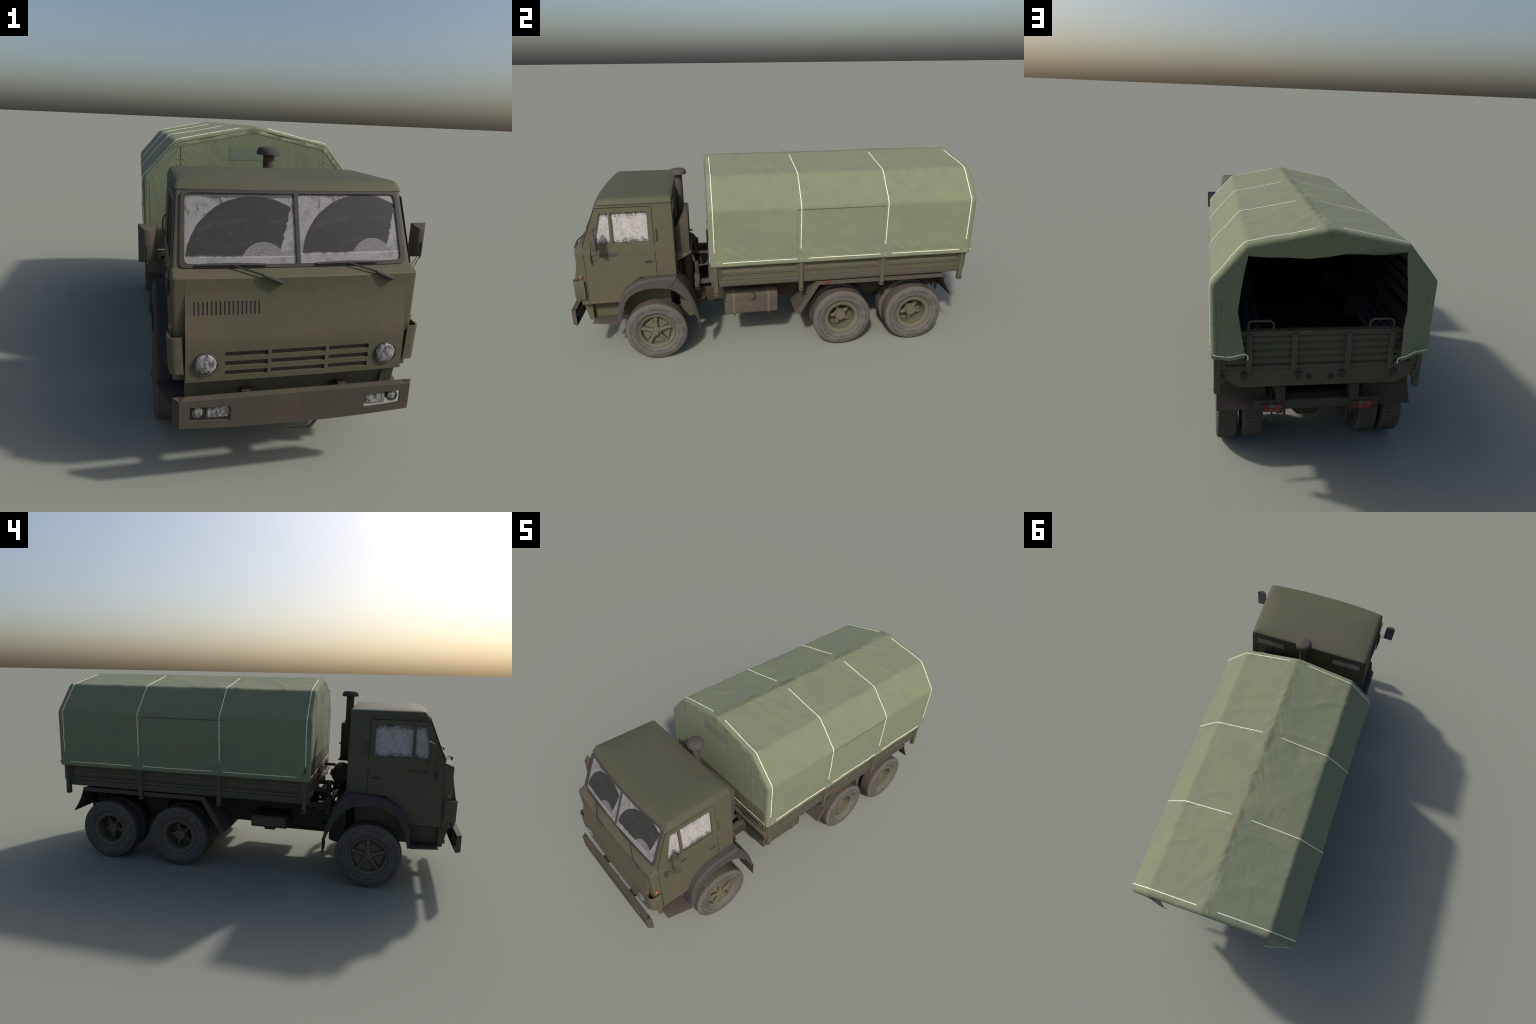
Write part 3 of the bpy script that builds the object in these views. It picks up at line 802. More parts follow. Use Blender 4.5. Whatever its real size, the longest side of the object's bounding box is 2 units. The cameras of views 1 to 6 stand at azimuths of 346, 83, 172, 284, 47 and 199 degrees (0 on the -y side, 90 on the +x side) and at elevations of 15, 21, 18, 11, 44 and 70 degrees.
# ================================================================== CARGO BED
def hb(y): return lerp(.391, .379, (y + .302) / 1.24)      # outer face of the posts
bed = None
bm = bmesh.new()
add_box(bm, -.362, .362, -.318, .945, .392, .412)
for i in range(8):
    add_box(bm, -.36 + i * .09 + .002, -.36 + (i + 1) * .09 - .002, -.318, .945, .411, .416)
bed = from_bm('cargo_bed', bm, 'bedfloor', truck)
POSTS = (-.302, .112, .524, .938)
for sx in (1, -1):
    # side board as a corrugated, tapered sheet with recessed bays
    bays = [(-.284, .094), (.130, .506), (.542, .927)]
    # sill
    bm = bmesh.new()
    rows = []
    for yy in (-.325, .955):
        h = hb(yy)
        rows.append([bm.verts.new((sx * a, yy, b)) for a, b in ((h - .035, .374), (h - .012, .374), (h - .011, .404), (h - .035, .404))])
    for j in range(4): bm.faces.new((rows[0][j], rows[0][(j + 1) % 4], rows[1][(j + 1) % 4], rows[1][j]))
    bm.faces.new(rows[0]); bm.faces.new(rows[1][::-1])
    bevel_all(bm, .0015)
    from_bm('bed_sill', bm, 'sill', bed)
    bm = bmesh.new()
    prof = []
    ZB = [(.4055, 0), (.4185, 0), (.4195, -.0075), (.428, -.0075), (.431, -.003), (.446, -.002), (.452, -.006), (.464, -.0075), (.470, -.003), (.486, -.002), (.492, -.006), (.502, -.007), (.51, -.002), (.525, -.002), (.53, -.007), (.54, -.007), (.545, 0), (.574, 0), (.574, -.022), (.4055, -.022)]
    for y0, y1 in bays:
        R = []
        for yy, flat in ((y0, 1), (y0 + .010, 1), (y0 + .011, 0), (y1 - .011, 0), (y1 - .010, 1), (y1, 1)):
            h = hb(yy) - .013
            R.append([bm.verts.new((sx * (h + (0 if (flat and d > -.02) else d)), yy, zz)) for zz, d in ZB])
        for A, B in zip(R, R[1:]):
            n = len(A)
            for j in range(n): bm.faces.new((A[j], A[(j + 1) % n], B[(j + 1) % n], B[j]))
        bm.faces.new(R[0]); bm.faces.new(R[-1][::-1])
    from_bm('side_board', bm, 'bed', bed, 25)
    # hinge bolts along the lower rail
    bm = bmesh.new()
    for y0, y1 in bays:
        for i in range(7):
            yy = lerp(y0 + .02, y1 - .02, i / 6)
            add_lathe(bm, [(sx * (hb(yy) - .013), .0022), (sx * (hb(yy) - .0118), .0020), (sx * (hb(yy) - .0115), 0)], 8, 'x', (0, yy, .4065))
    o = from_bm('board_rivets', bm, 'black', bed); o['kind'] = 'stuff'
    for yy in POSTS:
        h = hb(yy)
        po = None
        bm = bmesh.new()
        add_prism(bm, rounded([(sx * (h - .022), yy - .0105), (sx * h, yy - .0105), (sx * h, yy + .0105), (sx * (h - .022), yy + .0105)], [0, .006, .006, 0], 3), .331, .56, 'z')
        # wider socket plate behind
        add_box(bm, sx * (h - .024), sx * (h - .009), yy - .019, yy + .019, .402, .57)
        po = from_bm('stake_post', bm, 'bed', bed)
        lathe('post_bolt', [(sx * (h - .002), .0052), (sx * (h + .0012), .0046), (sx * (h + .0015), 0)], 'black', po, 12, 'x', (0, yy, .3435))
    # inner bench and lattice
    for i, xx in enumerate((.215, .250, .285, .320)):
        box('bench_slat', min(sx * (xx - .013), sx * (xx + .013)), max(sx * (xx - .013), sx * (xx + .013)), -.28, .93, .496, .506, 'bench', bed, .002)
    for yy in POSTS:
        box('bench_leg', min(sx * .20, sx * .335), max(sx * .20, sx * .335), yy - .008 - .02, yy + .008 - .02, .412, .4955, 'bed', bed, .001)
    for zz in (.60, .65, .70):
        box('lattice_board', min(sx * .363, sx * .370), max(sx * .363, sx * .370), -.30, .935, zz, zz + .028, 'bed', bed, .001)
# front wall with the big rolled beam
fw = box('front_board', -.372, .372, -.3265, -.312, .40, .575, 'bed', bed, .001)
for i in range(5):
    x0 = -.36 + i * .146
    box('front_board_rib', x0 + .008, x0 + .128, -.3300, -.326, .462, .474, 'bed', fw, .003)
lathe('front_beam', [(-.386, 0), (-.386, .016), (-.381, .0195), (.381, .0195), (.386, .016), (.386, 0)], 'rust', fw, 20, 'x', (0, -.3160, .416))
# bed cross bearers
for yy in (-.27, -.06, .15, .36, .57, .78, .92):
    box('bed_bearer', -.165, .165, yy - .012, yy + .012, .352, .392, 'frame', bed, .002)
for sx in (1, -1):
    box('bed_runner', min(sx * .12, sx * .155), max(sx * .12, sx * .155), -.31, .94, .283, .346, 'frame', bed, .002)

# tailgate
TY_ = .948
TZ = .0065
bm = bmesh.new()
prof = [(.418, 0), (.430, 0)]
for i in range(4):
    z0 = .434 + i * .028
    prof += [(z0, -.009), (z0 + .004, -.005), (z0 + .010, -.002), (z0 + .018, -.002), (z0 + .024, -.005), (z0 + .0275, -.009)]
prof += [(.548, 0), (.562, 0), (.562, -.022), (.418, -.022)]
R = []
for xx, flat in ((-.350, 1), (-.338, 1), (-.337, 0), (.337, 0), (.338, 1), (.350, 1)):
    R.append([bm.verts.new((xx, TY_ + (0 if (flat and d > -.02) else d), zz + TZ)) for zz, d in prof])
for A, B in zip(R, R[1:]):
    n = len(A)
    for j in range(n): bm.faces.new((A[j], A[(j + 1) % n], B[(j + 1) % n], B[j]))
bm.faces.new(R[0]); bm.faces.new(R[-1][::-1])
tg = from_bm('tailgate', bm, 'bed', bed, 25)
for xx, s in ((-.256, -1), (-.098, 1), (.097, -1), (.256, 1)):
    box('tailgate_rib', xx - .0105, xx + .0105, TY_ - .004, .9545, .411, .562, 'bed', tg, .002)
    bm = bmesh.new()
    add_lathe(bm, [(-.010, 0), (-.010, .008), (.010, .008), (.010, 0)], 14, 'x', (xx + s * .018, .953, .4065))
    add_box(bm, xx + s * .018 - .007, xx + s * .018 + .007, .945, .957, .384, .404)
    from_bm('tailgate_hinge', bm, 'frame', tg)
box('tailgate_cap', -.345, .345, .925, TY_ + .002, .568, .573, 'bed', tg, .001)
for xc in (.2165, -.2165):
    tube('tailgate_step_handle', [(xc + a, .937, z_ + .006) for a, z_ in ((-.044, .564), (-.044, .586), (-.041, .594), (-.032, .601), (.032, .601), (.041, .594), (.044, .586), (.044, .564))], .0042, 'bed', tg, 8)
    box('handle_foot', xc - .058, xc + .058, .930, .944, .5725, .5755, 'bed', tg, 0)
# rear cross beam (trapezoid) with two tow eyes
rb = prism('rear_cross_beam', [(-.362, .424), (.362, .424), (.362, .398), (.2885, .353), (-.2885, .353), (-.362, .398)], .915, .9485, 'bed', bed, 'y', .002)
for xx in (.040, -.040):
    lathe('tow_eye_boss', [(.946, .013), (.951, .0125), (.951, .007), (.949, .006), (.949, .003), (.955, .003), (.955, 0)], 'frame', rb, 18, 'y', (xx, 0, .387))
for sx in (1, -1):
    box('rear_corner_post', min(sx * .350, sx * .370), max(sx * .350, sx * .370), .928, .9505, .4243, .568, 'bed', bed, .003)
    tube('latch_pin', [(sx * .350, .944, .394), (sx * .366, .944, .394)], .008, 'black', bed, 10)

# rear lamp bar
lb = box('rear_lamp_bar', -.233, .233, .926, .936, .246, .286, 'flap', truck, .002)
for xc in (.1685, -.171):
    h = box('tail_lamp', xc - .0375, xc + .0375, .935, .9415, .2395, .2735, 'flap', lb, .002)
    box('lamp_lens', xc + .0145, xc + .0355, .9405, .9435, .2415, .2715, 'darkred', h, .001)
    box('lamp_lens', xc - .0355, xc - .0125, .9405, .9435, .2415, .2715, 'red', h, .001)
    box('lamp_lens', xc - .0115, xc + .0135, .9405, .9435, .2415, .2560, 'red', h, .001)
    box('lamp_lens', xc - .0115, xc + .0135, .9405, .9435, .2570, .2715, 'clearlens', h, .001)
for sx in (1, -1):
    for dx in (0, .048):
        a = sx * (.118 + dx)
        prism('lamp_bar_bracket', [(.845, .30), (.87, .30), (.93, .285), (.928, .19), (.92, .178), (.912, .20), (.908, .26)], a - .003, a + .003, 'frame', lb, bev=0)
    box('rear_hanger', min(sx * .12, sx * .16), max(sx * .12, sx * .16), .84, .90, .25, .36, 'frame', lb, .002)

# rear mudguards
for sx in (1, -1):
    bm = bmesh.new()
    # path (y,z) of the sheet : sloping front, flat top, sloping rear flap
    path = [(.088, .199), (.190, .363), (.852, .363)]
    path_in = [(.094, .196), (.194, .357), (.852, .357)]
    A = [bm.verts.new((sx * .362, a, b)) for a, b in path]; B = [bm.verts.new((sx * .190, a, b)) for a, b in path]
    A2 = [bm.verts.new((sx * .362, a, b)) for a, b in path_in]; B2 = [bm.verts.new((sx * .190, a, b)) for a, b in path_in]
    for i in range(2):
        bm.faces.new((A[i], A[i + 1], B[i + 1], B[i])); bm.faces.new((A2[i], B2[i], B2[i + 1], A2[i + 1]))
        bm.faces.new((A[i], A2[i], A2[i + 1], A[i + 1])); bm.faces.new((B[i], B[i + 1], B2[i + 1], B2[i]))
    for i in (0, 2): bm.faces.new((A[i], B[i], B2[i], A2[i]))
    mg = from_bm('rear_mudguard', bm, 'rust', truck)
    # outer flange
    bm = bmesh.new()
    po = [(.087, .201), (.190, .3665), (.853, .3665), (.853, .346), (.207, .346), (.109, .188)]
    add_prism(bm, po, sx * .3625, sx * .368)
    from_bm('mudguard_flange', bm, 'rust', mg)
    bm = bmesh.new()
    rows = []
    for i in range(7):
        t = i / 6
        yy = lerp(.853, .914, t) - .008 * sin(pi * t); zz = lerp(.362, .236, t)
        rows.append((yy, zz))
    back = [(a - .003, b - .001) for a, b in rows]
    add_prism(bm, rows + back[::-1], sx * .186, sx * .368)
    from_bm('rear_mud_flap', bm, 'flap', mg)
    box('side_reflector', min(sx * .3675, sx * .3695), max(sx * .3675, sx * .3695), .232, .262, .3535, .3645, 'red', mg, .0008)
box('spare_wheel_carrier', -.12, .12, .60, .62, .29, .34, 'frame', fr, .002)

# ================================================================== WHEELS
def tyre_mesh():
    bm = bmesh.new()
    half = [(.0880, .0265), (.0905, .0320), (.0960, .0360), (.1030, .0385), (.1040, .0395), (.1095, .0402), (.1105, .0396), (.1180, .0408), (.1205, .0414), (.1310, .0408), (.1320, .0398),
            (.1350, .0392), (.1358, .0398), (.1420, .0380), (.1465, .0352), (.1488, .0318), (.1494, .0300), (.1500, .0240), (.1502, .0160), (.1502, .0080), (.1502, 0)]
    prof = half + [(r, -a) for r, a in half[-2::-1]]
    N = 336
    rings = []
    for r, a in prof:
        ring = []
        for j in range(N):
            t = 2 * pi * j / N
            rr, aa = r, a
            if .1340 < r < .1497 and abs(a) > .029:
                w = sin(84 * t)
                cut = max(0, min(1, (w - .1) * 2))
                aa = a - math.copysign(.0016, a) * cut * (1 if r < .147 else .4); rr = r - .0010 * cut
            ring.append(bm.verts.new((aa, rr * cos(t), rr * sin(t))))
        rings.append(ring)
    for A, B in zip(rings, rings[1:]):
        for j in range(N): bm.faces.new((A[j], A[(j + 1) % N], B[(j + 1) % N], B[j]))
    # close the bead inside
    for j in range(N): bm.faces.new((rings[0][j], rings[-1][j], rings[-1][(j + 1) % N], rings[0][(j + 1) % N]))
    # flat contact patch
    for v in bm.verts: v.co.z = max(v.co.z, -.1498)
    o = from_bm('tyre', bm, 'tyre', None, 40)
    me = o.data; bpy.data.objects.remove(o); return me

def front_rim_mesh():
    bm = bmesh.new()
    add_lathe(bm, [(.020, .0895), (.031, .0895), (.0335, .088), (.034, .085), (.031, .0815), (.028, .0765), (.020, .074), (.010, .0735), (.010, .060), (.012, .0)], 64)
    add_lathe(bm, [(.020, .0895), (-.03, .0895), (-.03, .05), (-.02, .0)], 48)
    for i in range(5):
        a = pi / 2 + i * 2 * pi / 5 + .03
        d = Vector((0, cos(a), sin(a)))
        # spoke tube with knob
        add_tube(bm, [Vector((.027, 0, 0)) + d * .010, Vector((.0255, 0, 0)) + d * .040, Vector((.0240, 0, 0)) + d * .062], [.0105, .0092, .0085], 12)
        add_tube(bm, [Vector((.018, 0, 0)) + d * .066, Vector((.0315, 0, 0)) + d * .067], [.0105, .0095], 12)
        # triangular web plates between spokes
        a2 = a + pi / 5
        q = [Vector((.019, .012 * cos(a2), .012 * sin(a2))), Vector((.019, .068 * cos(a2 - .42), .068 * sin(a2 - .42))), Vector((.019, .068 * cos(a2 + .42), .068 * sin(a2 + .42)))]
        A = [bm.verts.new(p) for p in q]; B = [bm.verts.new(p - Vector((.007, 0, 0))) for p in q]
        bm.faces.new(A); bm.faces.new(B[::-1])
        for j in range(3): bm.faces.new((A[j], A[(j + 1) % 3], B[(j + 1) % 3], B[j]))
    add_lathe(bm, [(.02, .0225), (.0365, .0215), (.0395, .0195), (.0400, .0130), (.046, .0122), (.0500, .009), (.0515, 0)], 28)
    o = from_bm('rim', bm, 'rim', None, 35)
    me = o.data; bpy.data.objects.remove(o); return me

def rear_rim_mesh():
    bm = bmesh.new()
    add_lathe(bm, [(.020, .0895), (.031, .0895), (.0335, .088), (.034, .084), (.031, .077), (.0295, .0725), (.026, .069), (.005, .0675), (-.035, .066), (-.040, .060), (-.041, .0)], 64)
    add_lathe(bm, [(.020, .0895), (-.045, .0895), (-.047, .05), (-.047, .0)], 48)
    o = from_bm('rim', bm, 'rim', None, 35)
    me = o.data; bpy.data.objects.remove(o); return me

def rear_hub_mesh():
    bm = bmesh.new()
    add_lathe(bm, [(-.040, .032), (-.012, .031), (-.008, .0275), (.004, .0265), (.0065, .0255), (.0065, .0215), (.0050, .0205), (.0050, 0)], 32)
    for i in range(5):
        a = pi / 2 + .35 + i * 2 * pi / 5
        d = Vector((0, cos(a), sin(a)))
        add_tube(bm, [Vector((-.014, 0, 0)) + d * .018, Vector((-.013, 0, 0)) + d * .040, Vector((-.016, 0, 0)) + d * .052, Vector((-.030, 0, 0)) + d * .059],
                 [.0125, .0105, .0095, .0085], 8)
    o = from_bm('hub', bm, 'rim', None, 35)
    me = o.data; bpy.data.objects.remove(o); return me

TY, FR, RR, RH = tyre_mesh(), front_rim_mesh(), rear_rim_mesh(), rear_hub_mesh()
def wheel(x, y, flip, rot, meshes):
    w = empty('wheel', truck, (x, y, .150))
    w.rotation_euler = (0, 0, pi if flip else 0)
    for nm, me, sp in meshes:
        o = bpy.data.objects.new(nm, me)
        o.rotation_euler = (rot if sp else 0, 0, 0)
        link(o, w)
for sx in (1, -1):
    wheel(sx * .3325, -.602, sx < 0, 0, [('tyre', TY, 0), ('rim', FR, 1)])
    for i, yy in enumerate((.331, .712)):
        wheel(sx * .3290, yy, sx < 0, .25 * i, [('tyre', TY, 0), ('rim', RR, 1), ('hub', RH, 1)])
        wheel(sx * .2300, yy, sx > 0, .7, [('tyre', TY, 0), ('rim', RR, 1)])

# ================================================================== CANVAS COVER
Y0, Y1 = -.326, .9715
def cw(y): return lerp(.3955, .3915, (y - Y0) / (Y1 - Y0))
def half_profile(y):
    """outline of the cover on the +x side, bottom hem to ridge, filleted"""
    w = cw(y)
    P = [(w - .004, .4805), (w - .001, .757), (.277, .8900), (0, .9462), (-.277, .8900)]
    out = [P[0]]
    for i, r in ((1, .013), (2, .011)):
        p, a, b = Vector(P[i]), Vector(P[i - 1]), Vector(P[i + 1])
        p0 = p + (a - p).normalized() * r; p1 = p + (b - p).normalized() * r
        for j in range(5):
            t = j / 4
            out.append(tuple(p0 * (1 - t) ** 2 + p * 2 * t * (1 - t) + p1 * t * t))
    out.append((.012, .9433)); out.append((0, .9443))
    return out
def resample(P, n, s0=0.0, s1=1.0):
    L = [0.0]
    for a, b in zip(P, P[1:]): L.append(L[-1] + (Vector(a) - Vector(b)).length)
    out = []
    for i in range(n + 1):
        s = lerp(s0, s1, i / n) * L[-1]
        for j in range(len(P) - 1):
            if s <= L[j + 1] + 1e-9:
                t = (s - L[j]) / max(1e-9, L[j + 1] - L[j])
                a, b = Vector(P[j]), Vector(P[j + 1])
                d = (b - a).normalized()
                out.append((a.lerp(b, t), Vector((d.y, -d.x)), s)); break
    return out
def wrinkle(x, y, z, s, L, sgn):
    """outward displacement of the cloth"""
    p = Vector((x * 1.0, y, z))
    d = .0022 * noise.noise(p * 7.0) + .0012 * noise.noise(p * 17.0 + Vector((3, 1, 0)))
    # sharp drapery creases
    q = Vector((y * 9 + z * 5 * (1 if sgn > 0 else -1), z * 3.5, x * 4))
    cr = 1 - abs(noise.noise(q)) * 2.2
    d += .0034 * max(0, cr - .45)
    # gathers above the hem rope, between posts
    if z < .60:
        g = noise.noise(Vector((y * 30 + z * 25, z * 12, sgn * 5)))
        d += .0045 * g * smooth((.60 - z) / .06) * smooth((z - .497) / .012)
        d -= .0016 * exp(-((z - .512) / .006) ** 2)
    # ridge puckers
    ax = abs(x)
    if ax < .10 and z > .9:
        per = (y - .107) / .4177
        ph = per - math.floor(per)
        g = noise.noise(Vector((ax * 18 + .5 * abs(noise.noise(Vector((y * 8, 0, 0)))), y * 34 - ax * 40, 1.7)))
        d += .0034 * g * exp(-(ax / .045) ** 2) * (.35 + .65 * smooth((ph - .25) / .2) * smooth((.98 - ph) / .1))
        d -= .0015 * exp(-(ax / .006) ** 2)
    # cover sags slightly between bows
    per = (y - .107) / .4177
    d -= .0006 * (1 - cos(2 * pi * per)) * .5 * smooth((z - .50) / .08)
    return d

bm = bmesh.new()
NY, NP = 300, 110
RC, RCR = .012, .020                                  # edge rounding at the front and rear hems
ys = []
for j in range(5): ys.append((Y0 + RC * (1 - cos(j / 4 * pi / 2)) * 1.0, RC * (1 - sin(j / 4 * pi / 2))))
for j in range(1, NY): ys.append((lerp(Y0 + RC, Y1 - RCR, j / NY), 0))
for j in range(6, -1, -1): ys.append((Y1 - RCR * (1 - cos(j / 6 * pi / 2)), RCR * (1 - sin(j / 6 * pi / 2))))
outer_rows = []
for yy, inset in ys:
    hp = half_profile(yy)
    rs = resample(hp, NP)
    row = []
    fade = smooth((yy - Y0) / .03) * smooth((Y1 - yy) / .03)
    right = []
    left = []
    for sgn, arr in ((1, right), (-1, left)):
        for i, (p, n, s) in enumerate(rs):
            d = wrinkle(sgn * p.x, yy, p.y, s, 0, sgn) * fade - inset
            if i == NP: n = Vector((0, 1))
            arr.append((sgn * (p.x + n.x * d), yy, p.y + n.y * d))
    full = right + left[-2::-1]
    outer_rows.append([bm.verts.new(c) for c in full])
for A, B in zip(outer_rows, outer_rows[1:]):
    for j in range(len(A) - 1): bm.faces.new((A[j], B[j], B[j + 1], A[j + 1]))
bmesh.ops.recalc_face_normals(bm, faces=bm.faces[:])
cover = from_bm('canvas_cover', bm, 'canvas', truck, 180)
sol = cover.modifiers.new('thick', 'SOLIDIFY'); sol.thickness = .003; sol.offset = -1 if cover.data.polygons[0].normal.x > 0 else 1
dg = bpy.context.evaluated_depsgraph_get()
me2 = bpy.data.meshes.new_from_object(cover.evaluated_get(dg))
cover.modifiers.clear(); cover.data = me2

def top_z(x, y=0): 
    ax = abs(x); return .9462 - .0562 * ax / .277 if ax < .277 else lerp(.8900, .757, (ax - .277) / (cw(y) - .278))
def out_x(z, y):
    w = cw(y)
    return lerp(w - .004, w - .001, (z - .4805) / .2765) if z < .757 else lerp(w - .001, .277, (z - .757) / .133)

# front wall of the cover
w = cw(Y0) - .008
w = cw(Y0) - .0110
fo = [(-w + .0035, .4805), (w - .0035, .4805), (w - .001, .7525), (.2715, .8790), (0, .9345), (-.2715, .8790), (-w + .001, .7525)]
def fwall(u, v, d):
    n = .0016 * noise.noise(Vector((u * 9, v * 4, 2))) + .0012 * (1 - abs(noise.noise(Vector((u * 16, v * 3, 7)))) * 2)
    return (u, Y0 + .0006 - n * .6 + d, v)
front_wall = plate('canvas_front_wall', fo, [], fwall, .003, 'canvas', cover,
                   [('u', lerp(-.38, .38, i / 40)) for i in range(41)] + [('v', lerp(.49, .93, i / 24)) for i in range(25)], 180)
for sx in (1, -1):
    tube('flap_seam', [(sx * lerp(.262, .272, i / 10), Y0 + .0006, lerp(.868, .49, i / 10)) for i in range(11)], .0014, 'seam', front_wall, 6)
bm = bmesh.new()
for sx in (1, -1):
    for i in range(17):
        for dx in (-.0105, .0105):
            zz = lerp(.825, .505, i / 16)
            add_lathe(bm, [(Y0 + .002, .0026), (Y0 - .0012, .0024), (Y0 - .0018, .0008)], 8, 'y', (sx * (.264 + .008 * (1 - (zz - .49) / .38)) + dx, 0, zz))
o = from_bm('front_wall_studs', bm, 'steel', front_wall); o['kind'] = 'stuff'
plate('canvas_window_patch', [(-.090, .824), (.093, .824), (.093, .872), (-.090, .872)], [], lambda u, v, d: (u, fwall(u, v, d)[1] - .0006, v), .0010, 'patch', front_wall,
      [('u', lerp(-.09, .093, i / 12)) for i in range(1, 12)] + [('v', .84), ('v', .856)], 40)
# stitched border
bm = bmesh.new()
st = [(-.370, .50), (-.370, .747), (-.262, .868), (0, .922), (.262, .868), (.370, .747), (.370, .50)]
for (a, b), (c, d) in zip(st, st[1:]):
    n = max(2, int((Vector((a, b)) - Vector((c, d))).length / .008))
    add_tube(bm, [(lerp(a, c, i / n), fwall(lerp(a, c, i / n), lerp(b, d, i / n), 0)[1] - .0002, lerp(b, d, i / n)) for i in range(n + 1)], .0008, 5)
o = from_bm('front_stitching', bm, 'thread', front_wall)

# rear flaps (tied back) and valance
def rear_flap(sx, edge, zb_in):
    """edge: (z, x) of the free edge"""
    bm = bmesh.new()
    NZ, NX = 44, 14
    F, B = [], []
    for i in range(NZ + 1):
        t = i / NZ
        rf, rb_ = [], []
        for j in range(NX + 1):
            s = j / NX                                   # 0 outer .. 1 free edge
            zb = lerp(.4805, zb_in, smooth((s - .35) / .65))
            z = lerp(zb, .866, t)
            xi = interp(edge, z)
            xo = out_x(z, Y1) - RCR * (1.0 if z < .757 else 1.30) + .002
            x = lerp(xo, xi, s)
            fl = smooth((.60 - z) / .13) * smooth(s * 1.1)
            y = Y1 - .0003 + .024 * fl * (.5 + .5 * s) + .0025 * s * (noise.noise(Vector((x * 20, z * 9, sx))) + .6)
            y += .0030 * sin(z * 26 + s * 2) * s * (1 - fl)
            rf.append(bm.verts.new((sx * x, y, z))); rb_.append(bm.verts.new((sx * x, y - .003, z)))
        F.append(rf); B.append(rb_)
    for i in range(NZ):
        for j in range(NX):
            bm.faces.new((F[i][j], F[i][j + 1], F[i + 1][j + 1], F[i + 1][j]))
            bm.faces.new((B[i][j], B[i + 1][j], B[i + 1][j + 1], B[i][j + 1]))
        for j in (0, NX): bm.faces.new((F[i][j], F[i + 1][j], B[i + 1][j], B[i][j]))
    for i in (0, NZ):
        for j in range(NX): bm.faces.new((F[i][j], F[i][j + 1], B[i][j + 1], B[i][j]))
    front = [[v.co.copy() for v in r] for r in F]
    return from_bm('rear_canvas_flap', bm, 'canvas', cover, 60), front
E_R = [(.46, .279), (.497, .273), (.56, .283), (.66, .299), (.74, .289), (.80, .279), (.852, .268), (.87, .265)]
E_L = [(.44, .272), (.47, .274), (.56, .283), (.65, .288), (.72, .281), (.80, .272), (.867, .265)]
hem_ropes = bmesh.new()
grom = bmesh.new()
def add_ring(bm, c, n, r=.0060, t=.0015):
    n = Vector(n).normalized(); a = n.orthogonal().normalized(); b = n.cross(a)
    add_tube(bm, [Vector(c) + (a * cos(2 * pi * i / 10) + b * sin(2 * pi * i / 10)) * r for i in range(10)], t, 5, False, True)
for sx, edge, zb in ((1, E_R, .497), (-1, E_L, .470)):
    fl, G = rear_flap(sx, edge, zb)
    pts = []
    for j in range(15):
        v = G[1][j].lerp(G[2][j], .2) if j else Vector((sx * (cw(Y1) - .004), Y1 - .008, .4935))
        pts.append(v + Vector((0, .002, .004)))
    e = pts[-1]
    pts += [e + Vector((-sx * .007, .001, -.003)), e + Vector((-sx * .011, 0, -.010)), e + Vector((-sx * .0115, -.002, -.024))]
    add_tube(hem_ropes, pts, .0021, 7)
    add_ring(grom, pts[5], (0, 1, .1), .0055); add_ring(grom, pts[0], (sx, .5, 0))
    for i in range(9):
        zz = lerp(.792, .536 if sx > 0 else .508, i / 8)
        k_ = min(range(45), key=lambda q: abs(G[q][12].z - zz))
        c = G[k_][12].lerp(G[k_][13], .2)
        add_lathe(grom, [(c.y, .0028), (c.y + .0016, .0024), (c.y + .0010, .0008)], 8, 'y', (c.x, 0, c.z))
    # stitched hem seam near the rounded outer edge
    tube('flap_stitching', [(sx * (out_x(G[i][0].z, Y1) - .034), Y1 - .0005 + .002 * noise.noise(Vector(((out_x(G[i][0].z, Y1) - .03) * 20, G[i][0].z * 9, sx))), G[i][0].z) for i in range(2, 43, 2)], .0009, 'thread', fl, 5)
bm = bmesh.new()
F, B = [], []
NXv, NZv = 60, 14
VAL = [(-.28, .862), (-.255, .862), (-.20, .863), (-.115, .8615), (-.06, .859), (0, .848), (.07, .841), (.14, .846), (.20, .846), (.28, .853)]
for i in range(NXv + 1):
    x = lerp(-.282, .282, i / NXv)
    zl = interp(VAL, x); zt = top_z(x) - RCR + .001
    rf, rb_ = [], []
    for j in range(NZv + 1):
        t = j / NZv
        z = lerp(zl, zt, t)
        y = Y1 - .0003 - .006 * (1 - t) ** 2 + .002 * noise.noise(Vector((x * 14, z * 20, 3))) * (1 - t)
        rf.append(bm.verts.new((x, y, z))); rb_.append(bm.verts.new((x, y - .003, z)))
    F.append(rf); B.append(rb_)
for i in range(NXv):
    for j in range(NZv):
        bm.faces.new((F[i][j], F[i + 1][j], F[i + 1][j + 1], F[i][j + 1])); bm.faces.new((B[i][j], B[i][j + 1], B[i + 1][j + 1], B[i + 1][j]))
    for j in (0, NZv): bm.faces.new((F[i][j], F[i + 1][j], B[i + 1][j], B[i][j]))
from_bm('rear_canvas_valance', bm, 'canvas', cover, 60)

# side door flap outlines: a hemmed rectangle between the middle ropes
for sx in (1, -1):
    bm = bmesh.new()
    ya, yb, zt = .089, .507, .744
    def cpt(y, z, o=.0):
        return (sx * (out_x(z, y) + wrinkle(sx * out_x(z, y), y, z, 0, 0, sx) + o), y, z)
    add_tube(bm, [cpt(lerp(ya, yb, i / 30), zt, .0002) for i in range(31)], .0016, 6)
    for yy in (ya, yb):
        add_tube(bm, [cpt(yy, lerp(zt, .50, i / 20), -.0011) for i in range(21)], .0014, 6)
    from_bm('side_flap_seam', bm, 'seam', cover)

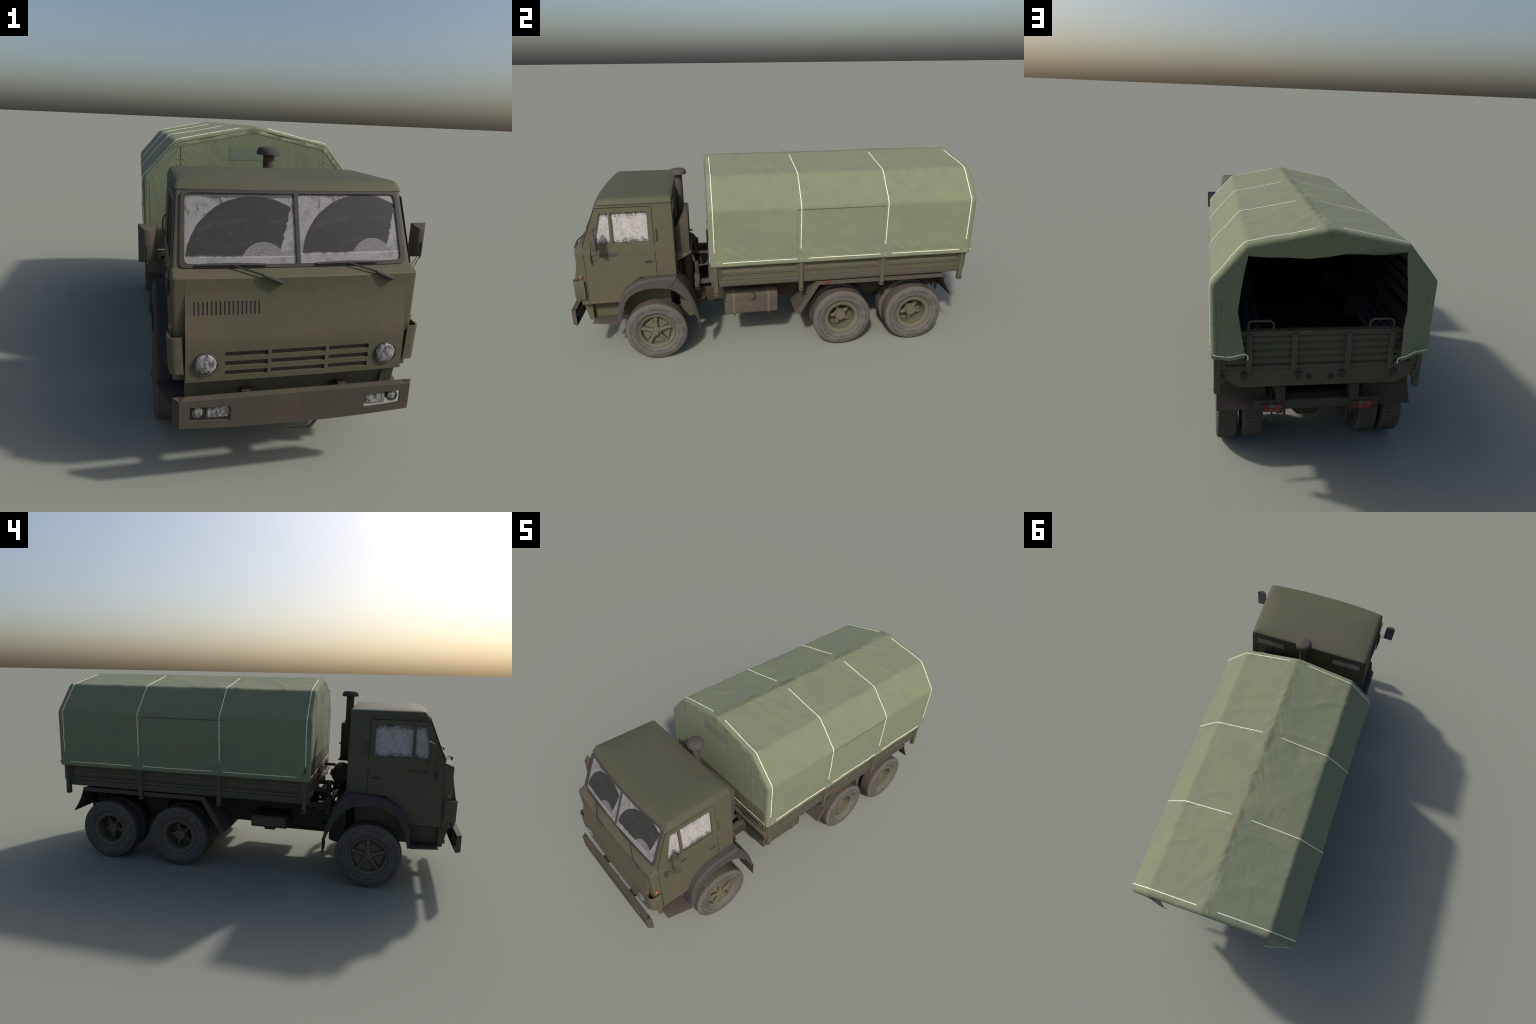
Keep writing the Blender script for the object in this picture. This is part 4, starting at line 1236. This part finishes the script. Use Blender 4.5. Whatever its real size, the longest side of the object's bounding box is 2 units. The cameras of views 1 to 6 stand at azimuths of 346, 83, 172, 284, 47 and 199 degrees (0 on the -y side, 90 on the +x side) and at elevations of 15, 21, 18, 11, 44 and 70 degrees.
# ropes
def surf(y, sgn, frac=None):
    hp = half_profile(y)
    return hp
for yy in (-.303, .107, .525, .938):
    hp = half_profile(yy)
    for sgn in (1, -1):
        pts = []
        rs = resample(hp, 120)
        for p, n, s in rs:
            if p.y < .552 or p.x < .046: continue
            d = wrinkle(sgn * p.x, yy, p.y, s, 0, sgn) * smooth((yy - Y0) / .03) * smooth((Y1 - yy) / .03) - .0002
            pts.append((Vector((sgn * (p.x + n.x * d), yy + .003 * (p.y - .7), p.y + n.y * d)), Vector((sgn * n.x, 0, n.y)), s))
        add_tube(hem_ropes, [p for p, n, s in pts], .0023, 7)
        L = pts[-1][2] - pts[0][2]
        m = int(round(L / .0558))
        for i in range(m + 1):
            s = pts[0][2] + L * i / m
            q = min(pts, key=lambda a: abs(a[2] - s))
            add_ring(grom, q[0] - q[1] * .0002, q[1])
# hem rope on the sides: three bays, plus front wall rope
def hem_pt(y, sgn, o=.0006):
    z = .501; w_ = out_x(z, y)
    return Vector((sgn * (w_ + wrinkle(sgn * w_, y, z, 0, 0, sgn) * smooth((y - Y0) / .03) * smooth((Y1 - y) / .03) + o), y, z))
for sgn in (1, -1):
    for a, b in ((-.266, .086), (.145, .500), (.562, .905)):
        n = 36
        add_tube(hem_ropes, [hem_pt(lerp(a, b, i / n), sgn) for i in range(n + 1)], .0020, 7)
        for i in range(7): add_ring(grom, hem_pt(lerp(a, b, i / 6), sgn), (sgn, 0, 0))
    for yy in (-.294, .112, .530, .938):
        c = hem_pt(yy, sgn); c.z = .4945
        add_ring(grom, c, (sgn, 0, 0))
n = 40
add_tube(hem_ropes, [(lerp(-.375, .375, i / n), fwall(lerp(-.375, .375, i / n), .497, 0)[1] - .001, .497) for i in range(n + 1)], .0013, 7)
for i in range(9):
    xx = lerp(-.37, .37, i / 8)
    add_ring(grom, (xx, fwall(xx, .497, 0)[1] - .001, .497), (0, 1, 0))
o = from_bm('lashing_rope', hem_ropes, 'rope', cover, 60)
o = from_bm('rope_grommets', grom, 'steel', cover, 60); o['kind'] = 'stuff'
# rear curtain rolled up under the roof
tube('rolled_curtain', [(lerp(-.27, .27, i / 12), .882 + .003 * sin(i * 2.1), .848 + .003 * cos(i * 1.7)) for i in range(13)], .020, 'canvas', cover, 14)
# bow tubes under the cover
for yy in (-.29, .107, .525, .925):
    hp = [(p.x - n.x * .010, yy, p.y - n.y * .010) for p, n, s in resample(half_profile(yy), 24)]
    hp = hp + [(-a, b, c) for a, b, c in hp[-2::-1]]
    tube('cover_bow', hp, .005, 'bed', cover, 6)
